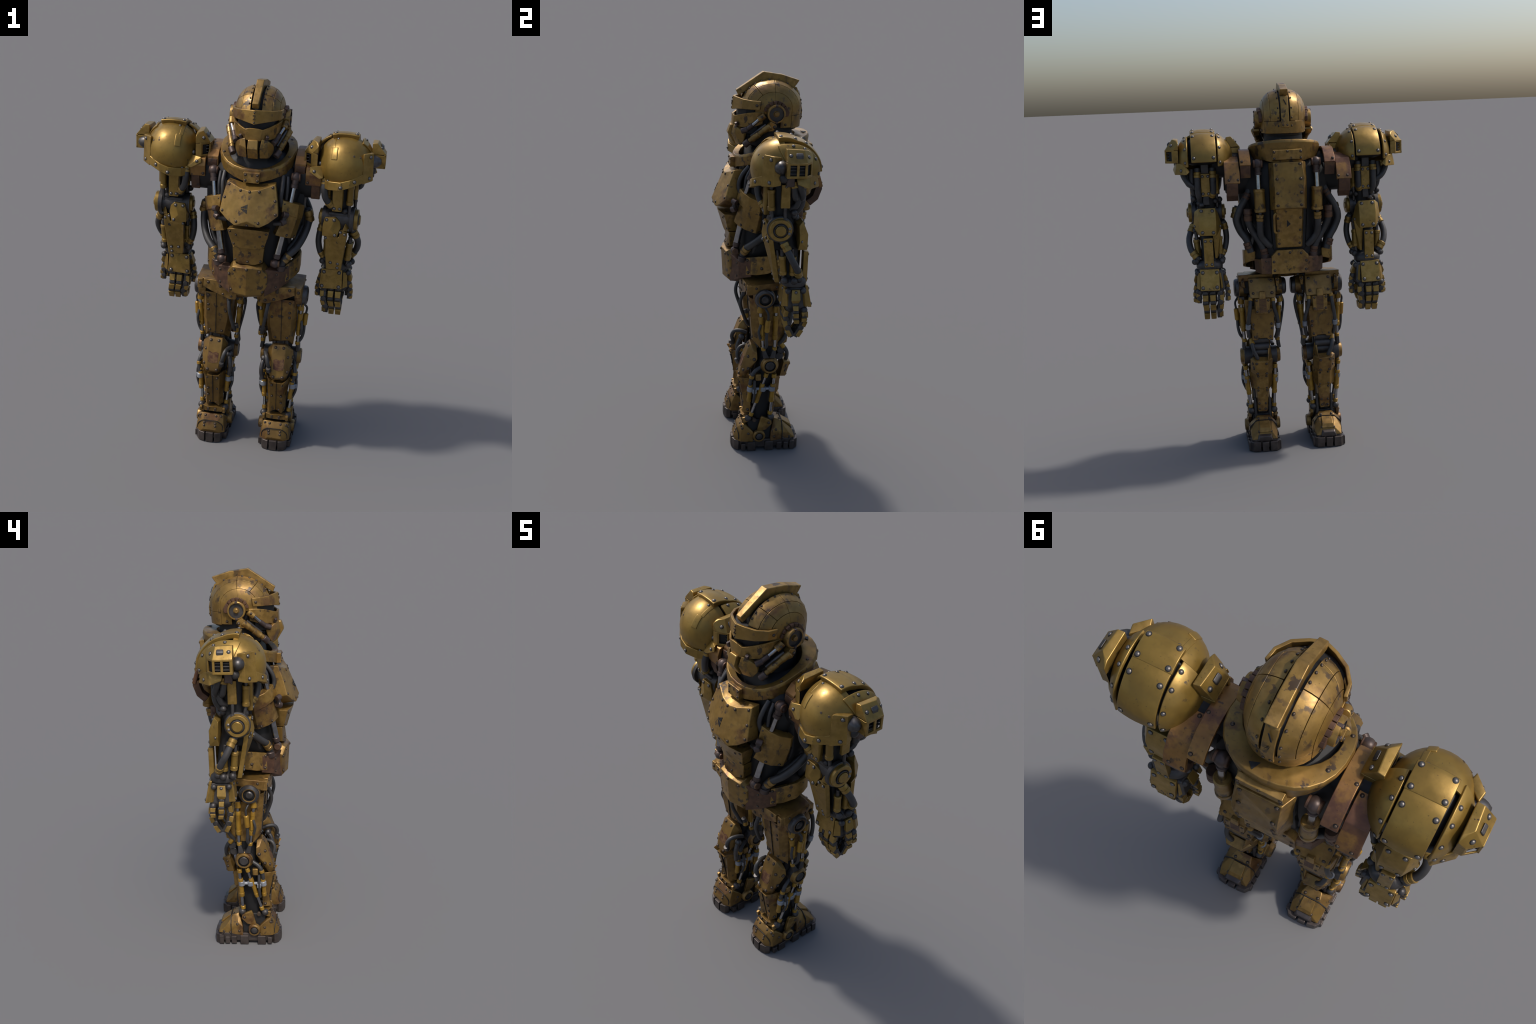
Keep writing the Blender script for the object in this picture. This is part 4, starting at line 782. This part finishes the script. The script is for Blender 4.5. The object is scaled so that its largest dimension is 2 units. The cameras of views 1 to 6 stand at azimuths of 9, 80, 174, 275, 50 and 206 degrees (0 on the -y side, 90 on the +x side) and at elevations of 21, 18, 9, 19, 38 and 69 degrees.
# ================================================================== SHIN (with knee)
loft('shin', [oval(LX + .003, y, rx, ry, z, 18, .7) for z, y, rx, ry in ((.13, .0, .045, .045), (.20, 0, .04, .05), (.30, .0, .045, .055), (.40, .01, .055, .06), (.48, .02, .055, .055), (.60, .02, .055, .045))], 'black', part=True, smooth=60)
cyl('knee_axle', (.10, .028, .505), (.25, .028, .505), .046, 'grey', seg=28)
for z, y in ((.603, .085), (.568, .092), (.535, .085)): cyl('knee_roller', (.128, y, z), (.222, y, z), .021, 'grey')
for x in (.14, .205): cyl('knee_column', (x, .072, .57), (x, .075, .64), .011, 'grey')
for x in (.145, .206): cyl('knee_column', (x, -.03, .585), (x, -.035, .625), .012, 'grey')
box('knee_front_block', (.155, .196), (-.045, -.02), (.575, .635), 'grey', bevel=.004)
lathe('knee_disc', (.235, .027, .505), (.285, .027, .505), [(0, .048, 1), (.6, .048, 1), (.68, .044), (.93, .041), (1, .038), (1, .030), (.8, .028, 2), (.8, .024, 2), (.95, .0235, 1), (1, .02, 1)], ['leg', 'grey', 'black'], seg=32)
lathe('knee_disc', (.112, .027, .502), (.064, .027, .502), [(0, .048, 1), (.6, .048, 1), (.68, .044), (.93, .041), (1, .038), (1, .030), (.8, .028, 2), (.8, .024, 2), (.95, .0235, 1), (1, .02, 1)], ['leg', 'grey', 'black'], seg=32)
# knee cap
kc = hull('knee_cap', [(.138, -.066, .600), (.207, -.067, .603), (.136, -.084, .576), (.210, -.085, .578), (.140, -.116, .482), (.212, -.116, .482), (.152, -.129, .430), (.208, -.129, .430), (.152, -.120, .417), (.208, -.120, .417),
    (.110, -.040, .565), (.246, -.038, .567), (.112, -.070, .49), (.246, -.070, .49), (.124, -.104, .455), (.236, -.104, .455), (.14, -.10, .412), (.222, -.10, .412), (.112, -.036, .53), (.25, -.036, .53), (.138, -.04, .598), (.21, -.04, .60), (.116, -.055, .57), (.24, -.055, .572)], 'leg', bevel=.003)
bolts(kc, [(.155, -.08, .588), (.198, -.08, .589), (.155, -.13, .437), (.205, -.13, .438), (.228, -.1, .465), (.225, -.09, .54)], (0, -1, 0), .0075, 'wbolt')
bolts(kc, [(.24, -.05, .53), (.24, -.08, .475)], (1, -.4, 0), .0085, 'wbolt')
bv = BVHTree.FromPolygons([v.co for v in kc.data.vertices], [p.vertices for p in kc.data.polygons])
q = [tuple(bv.ray_cast(V((x, -.4, z)), V((0, 1, 0)))[0] + V((0, -.0016, 0))) for x, z in ((.15, .525), (.165, .532), (.182, .525), (.205, .535), (.209, .50), (.204, .478), (.18, .472), (.152, .478))]
qc = bv.ray_cast(V((.18, -.4, .503)), V((0, 1, 0)))[0] + V((0, -.0016, 0))
slab('knee_rust_patch', q, [(a, b + .01, c) for a, b, c in q], 'rust', centre=tuple(qc), bevel=0)
hull('shin_seam', [(.1755 + dx, y, z) for yy, z in ((-.1305, .402), (-.0915, .219)) for dx in (-.0011, .0011) for y in (yy - .0005, yy + .02)], 'black', bevel=0)
tube('knee_hose', [(.13, -.118, .478), (.122, -.126, .515), (.113, -.112, .545), (.103, -.078, .55), (.096, -.045, .54)], .0105, 'rubber'); cyl('hose_fitting', (.13, -.118, .462), (.127, -.131, .488), .0135, 'steel')
ball('knee_valve', (.095, -.075, .515), .018, 'steel'); tube('knee_pipe', [(.097, -.07, .515), (.09, -.088, .495), (.086, -.098, .465), (.087, -.095, .43), (.093, -.09, .40)], .0115, 'steel')
# shin front armour
sh = slab('shin_front_plate', [(.136, -.145, .418), (.15, -.130, .402), (.205, -.130, .402), (.222, -.145, .422), (.214, -.121, .39), (.208, -.098, .27), (.208, -.103, .205), (.19, -.093, .213), (.175, -.091, .218), (.158, -.093, .213), (.141, -.103, .203), (.141, -.098, .27), (.138, -.121, .39)],
          [(.112, -.06, .415), (.14, -.06, .395), (.215, -.06, .395), (.242, -.06, .418), (.238, -.06, .37), (.226, -.06, .27), (.226, -.062, .21), (.19, -.06, .213), (.175, -.06, .218), (.158, -.06, .213), (.12, -.062, .208), (.124, -.06, .27), (.114, -.06, .37)], 'leg', bevel=.003)
bolts(sh, [(.15, -.11, .385), (.205, -.11, .386), (.151, -.11, .31), (.202, -.11, .312), (.151, -.11, .265), (.202, -.11, .267), (.155, -.11, .222), (.193, -.11, .222)], (0, -1, 0), .0062, 'wbolt')
bolts(sh, [(.225, -.08, .225), (.12, -.08, .225)], (.9, -1, 0), .0075, 'wbolt')
# knee guard (back) with horn, calf plates
o = hull('knee_guard', [(.142, .148, .492), (.212, .148, .496), (.142, .125, .408), (.208, .125, .412), (.112, .108, .50), (.236, .108, .505), (.116, .09, .42), (.234, .09, .425), (.13, .105, .51), (.22, .105, .515), (.15, .08, .41), (.2, .08, .41)], 'leg', bevel=.003)
bolts(o, [(.15, .14, .48), (.204, .14, .483), (.15, .13, .42), (.2, .13, .422)], (0, 1, 0), .007, 'wbolt'); bolts(o, [(.22, .12, .48), (.22, .12, .45)], (1, .6, 0), .007, 'wbolt')
hull('knee_guard_horn', [(.118, .10, .49), (.142, .142, .49), (.142, .112, .49), (.122, .098, .575), (.136, .108, .57), (.136, .096, .57), (.112, .09, .50), (.140, .10, .48)], 'leg', bevel=.003)
tube('knee_hose', [(.222, .085, .605), (.222, .11, .585), (.216, .125, .555), (.203, .128, .525), (.195, .125, .505)], .0105, 'rubber'); cyl('hose_fitting', (.222, .082, .615), (.222, .106, .587), .0135, 'yellow')
cp = slab('calf_plate', [(.138, .096, .412), (.14, .090, .335), (.136, .083, .318), (.216, .083, .322), (.206, .090, .335), (.208, .096, .415)], [(.112, .05, .43), (.115, .05, .345), (.122, .05, .32), (.236, .05, .322), (.24, .05, .345), (.243, .05, .43)], 'leg', bevel=.003)
bolts(cp, [(.15, .1, .395), (.196, .1, .397), (.15, .1, .33), (.197, .1, .333)], (0, 1, 0), .0062, 'wbolt')
cp = slab('calf_plate', [(.138, .079, .32), (.152, .068, .183), (.201, .068, .185), (.205, .079, .322)], [(.13, .04, .32), (.145, .035, .183), (.206, .035, .185), (.214, .04, .322)], 'leg', bevel=.003)
bolts(cp, [(.147, .08, .31), (.197, .08, .311), (.158, .08, .232), (.194, .08, .233), (.16, .08, .20), (.193, .08, .201)], (0, 1, 0), .0058, 'wbolt')
# shin actuators, clamps and balls, outside (+) and inside (-)
for s, x0, x1, x2 in ((1, .264, .255, .242), (-1, .093, .098, .108)):
    piston('shin_actuator', (x0, .014, .458), (x2, -.06, .20), .0135, a=.24, b=.68); piston('shin_actuator', (x0 - .002 * s, .054, .452), (x2 - .002 * s, .044, .205), .0145, a=.24, b=.68)
    tube('shin_hose', [(x0 - .014 * s, -.015, .49), (x0 - .004 * s, -.05, .468), (x0, -.066, .437), (x1, -.071, .39)], .0105, 'rubber'); cyl('hose_fitting', (x0, -.064, .446), (x0, -.067, .43), .0135, 'yellow')
    piston('shin_actuator', (x1 - .002 * s, -.068, .41), (x1 - .008 * s, -.074, .285), .013, a=.15, b=.98)
    for y in (-.071, -.004, .0445):
        cyl('clamp_ring', (x1 + .001 * s, y + .002, .377), (x1, y, .352), .0175, 'clamp')
    cyl('clamp_bar', (x1, -.07, .364), (x1, .05, .364), .0085, 'clamp'); hull('clamp_hook', boxpts(sorted((x1 + .006 * s, x1 + .026 * s)), (-.06, -.038), (.345, .372)), 'clamp', bevel=.004)
    tube('shin_hose', [(x1 + .014 * s, -.05, .42), (x1 + .02 * s, -.05, .38), (x1 + .018 * s, -.05, .33), (x1 + .002 * s, -.052, .285)], .0075, 'rubber')
    ball('ankle_ball', (x2, -.074, .185), .019, 'grey'); ball('ankle_ball', (x2 - .003 * s, .05, .188), .019, 'grey')
    hull('knee_bracket', boxpts(sorted((x1 - .012 * s, x1 + .012 * s)), (-.045, -.015), (.415, .452)), 'leg', bevel=.004)
for x in (.135, .215): cyl('ankle_strut', (x, .055, .15), (x, .05, .26), .009, 'grey')
# ================================================================== FOOT
def sole_outline(k=1.0, dz=0):
    P = [(.118, -.144), (.15, -.157), (.205, -.157), (.245, -.139), (.263, -.10), (.268, -.05), (.264, .10), (.265, .17), (.245, .200), (.205, .206), (.15, .206), (.112, .202), (.094, .175), (.092, .10), (.089, -.05), (.093, -.11)]
    return [(LX + .003 + (x - LX - .003) * k, .02 + (y - .02) * k) for x, y in P]
loft('foot', [[(x, y, z) for x, y in sole_outline(k)] for z, k in ((.014, .86), (.02, .9), (.05, .9), (.062, .89))], 'sole', part=True, bevel=.002)
so = sole_outline(1.0)
def tread(a, b, z0=0.0, z1=.055, d=.03):
    A, B = V((*a, 0)), V((*b, 0)); t = (B - A).normalized(); n = V((-t.y, t.x, 0))
    c = V((LX, .02, 0))
    if n.dot(c - A) < 0: n = -n
    hull('sole_tread', [(p.x + n.x * o_, p.y + n.y * o_, z) for p in (A, B) for o_ in (0, d) for z in (z0, z1)], 'sole', bevel=.003)
def pol(*idx): return [so[i] for i in idx]
tread((.157, -.157), (.198, -.157), 0, .058)
for a, b, c in (((.149, -.156), (.118, -.144), (.110, -.124)), ((.206, -.156), (.238, -.143), (.252, -.124))):
    n0 = [V((*p, 0)) for p in (a, b, c)]; ctr = V((LX, .02, 0))
    hull('sole_tread', [(p.x + (ctr.x - p.x) * f, p.y + (ctr.y - p.y) * f * .9, z) for p in n0 for f in (0, .17) for z in (0, .056)], 'sole', bevel=.003)
for x, sgn in ((.268, 1), (.09, -1)):
    for y0, y1, z0, z1 in ((-.108, -.085, .004, .042), (-.075, -.03, 0, .05), (.02, .065, 0, .052), (.085, .113, .003, .046), (.122, .148, .003, .044), (.155, .18, .0, .05)):
        box('sole_tread', sorted((x, x - sgn * .03)), (y0, y1), (z0, z1), 'sole', bevel=.003)
tread((.160, .206), (.196, .206), 0, .053)
for a, b, c in (((.151, .206), (.112, .202), (.095, .178)), ((.205, .206), (.244, .2), (.261, .178))):
    hull('sole_tread', [(p[0] + (LX - p[0]) * f, p[1] + (.02 - p[1]) * f * .9, z) for p in (a, b, c) for f in (0, .16) for z in (0, .054)], 'sole', bevel=.003)
# toe armour
toe = hull('toe_cap', [(.113, -.098, .15), (.25, -.10, .15), (.14, -0.104, .153), (.222, -0.104, .153), (.142, -0.13, .118), (.218, -0.13, .118), (.105, -0.119, .098), (.256, -0.114, .098), (.146, -0.147, .072), (.218, -0.147, .072), (.098, -0.122, .055), (.262, -0.112, .055), (.13, -0.142, .055), (.235, -0.14, .055), (.098, -.045, .11), (.262, -.045, .11), (.10, -.045, .05), (.26, -.045, .05), (.12, -.085, .148), (.245, -.085, .148)], 'leg', bevel=.003)
bolts(toe, [(.123, -0.104, .14), (.15, -0.114, .143), (.21, -0.114, .143), (.24, -0.104, .138), (.15, -0.134, .108), (.212, -0.134, .108), (.15, -0.134, .09), (.212, -0.134, .09)], (0, -1, .5), .0062, 'wbolt')
bolts(toe, [(.25, -0.104, .13), (.255, -.07, .10)], (1, -.2, 0), .0065, 'wbolt'); bolts(toe, [(.106, -.07, .10)], (-1, -.2, 0), .0065, 'wbolt')
tube('toe_seam', [(.110, -0.128, .066), (.112, -0.1255, .095), (.14, -0.1325, .121), (.178, -0.1325, .1215), (.218, -0.1325, .121), (.247, -0.124, .095), (.252, -0.123, .066)], .0022, 'black', seg=6)
o = slab('ankle_strap', [(.121, -.088, .192), (.15, -.108, .193), (.205, -.108, .193), (.234, -.088, .192), (.232, -.09, .16), (.205, -.105, .168), (.15, -.105, .168), (.123, -.09, .16)], [(.121, -.06, .192), (.15, -.07, .193), (.205, -.07, .193), (.234, -.06, .192), (.232, -.06, .16), (.205, -.07, .168), (.15, -.07, .168), (.123, -.06, .16)], 'leg', bevel=.002)
for x in (.158, .198): box('ankle_lug', (x - .006, x + .006), (-.113, -.1), (.172, .191), 'wbolt', bevel=.002)
hull('ankle_core', [(.125, -.08, .17), (.23, -.08, .17), (.125, .06, .17), (.23, .06, .17), (.11, -.06, .06), (.245, -.06, .06), (.11, .05, .06), (.245, .05, .06)], 'black', bevel=.006)
# heel armour
hl = hull('heel_cap', [(.130, .102, .156), (.218, .102, .158), (.137, .172, .10), (.212, .172, .10), (.108, .075, .128), (.25, .075, .128), (.100, .05, .105), (.26, .05, .105), (.105, .15, .095), (.252, .15, .095), (.11, .185, .062), (.248, .185, .062), (.1, .05, .05), (.26, .05, .05), (.14, .072, .165), (.21, .072, .165)], 'leg', bevel=.003)
bolts(hl, [(.145, .1, .15), (.205, .1, .152), (.142, .17, .105), (.208, .17, .105)], (0, .6, 1), .0065, 'wbolt'); bolts(hl, [(.255, .08, .115), (.255, .07, .075), (.255, .12, .065), (.255, .155, .07)], (1, 0, .2), .0062, 'wbolt'); bolts(hl, [(.1, .08, .115), (.1, .12, .065)], (-1, 0, .2), .0062, 'wbolt')
hull('heel_seam', [(x, y, z) for x, y, z in ((.1, .112, .052), (.262, .112, .052), (.256, .113, .118), (.104, .113, .118), (.218, .113, .1525), (.131, .113, .1525), (.1, .116, .052), (.262, .116, .052), (.256, .117, .118), (.104, .117, .118), (.218, .117, .1525), (.131, .117, .1525))], 'black', bevel=0)
hull('heel_ridge', [(.145, .118, .150), (.205, .118, .150), (.145, .165, .122), (.205, .165, .122), (.15, .12, .13), (.2, .12, .13), (.14, .176, .10), (.21, .176, .10)], 'leg', bevel=.003)
hull('heel_bumper', [(.140, .172, .092), (.214, .172, .092), (.148, .194, .082), (.207, .194, .082), (.132, .194, .055), (.222, .194, .055), (.132, .16, .055), (.222, .16, .055)], 'sole', bevel=.004)
for s, xo, xi in ((1, .252, .276), (-1, .1, .076)):
    lathe('ankle_disc', (xo, -.014, .088), (xi, -.014, .088), [(0, .034), (.7, .034), (.9, .032), (1, .029), (1, .022), (.7, .021, 1), (.7, .017, 1), (.95, .0165, 2), (1.05, .012, 2)], ['leg', 'black', 'grey'], seg=28)
    x = lambda t: xo + (xi - xo) * t
    o = hull('ankle_bracket', [(x(a), y, z) for a in (-.5, .25) for y, z in ((-.025, .112), (.022, .118), (.03, .14), (.055, .152), (.05, .175), (.0, .198), (-.008, .185))], 'leg', bevel=.003)
    bolts(o, [(x(.2), .038, .16)], (s, 0, 0), .007, 'wbolt')
    cyl('ankle_pin', (x(-.8), -.04, .175), (x(.0), -.04, .175), .011, 'wbolt')
    hull('ankle_wing', [(x(a), y, z) for a in (-.8, -.2) for y, z in ((-.105, .188), (-.075, .195), (-.07, .165), (-.1, .158))], 'leg', bevel=.003)
side(False)
# ------------------------------------------------ the 300 largest bolts stay single, small rivets are joined per part
bl = sorted([o for o in bpy.data.objects if o.data in BM.values()], key=lambda o: -o.matrix_world.to_scale().x)
groups = {}
for o in bl[300:]: groups.setdefault((o.parent.name, o.data.name), []).append(o)
for (pn, mn), obs in groups.items():
    bm = bmesh.new()
    for o in obs:
        n0 = len(bm.verts); bm.from_mesh(o.data); bm.verts.ensure_lookup_table()
        bmesh.ops.transform(bm, matrix=o.matrix_basis, verts=bm.verts[n0:])
    me = bpy.data.meshes.new('rivets'); src = obs[0].data
    bm.to_mesh(me); bm.free()
    for m in src.materials: me.materials.append(m)
    me.shade_smooth(); me.set_sharp_from_angle(angle=math.radians(40))
    ob = bpy.data.objects.new('rivets', me); COL.objects.link(ob); ob.parent = bpy.data.objects[pn]; ob['kind'] = 'stuff'
    for o in obs: bpy.data.objects.remove(o)
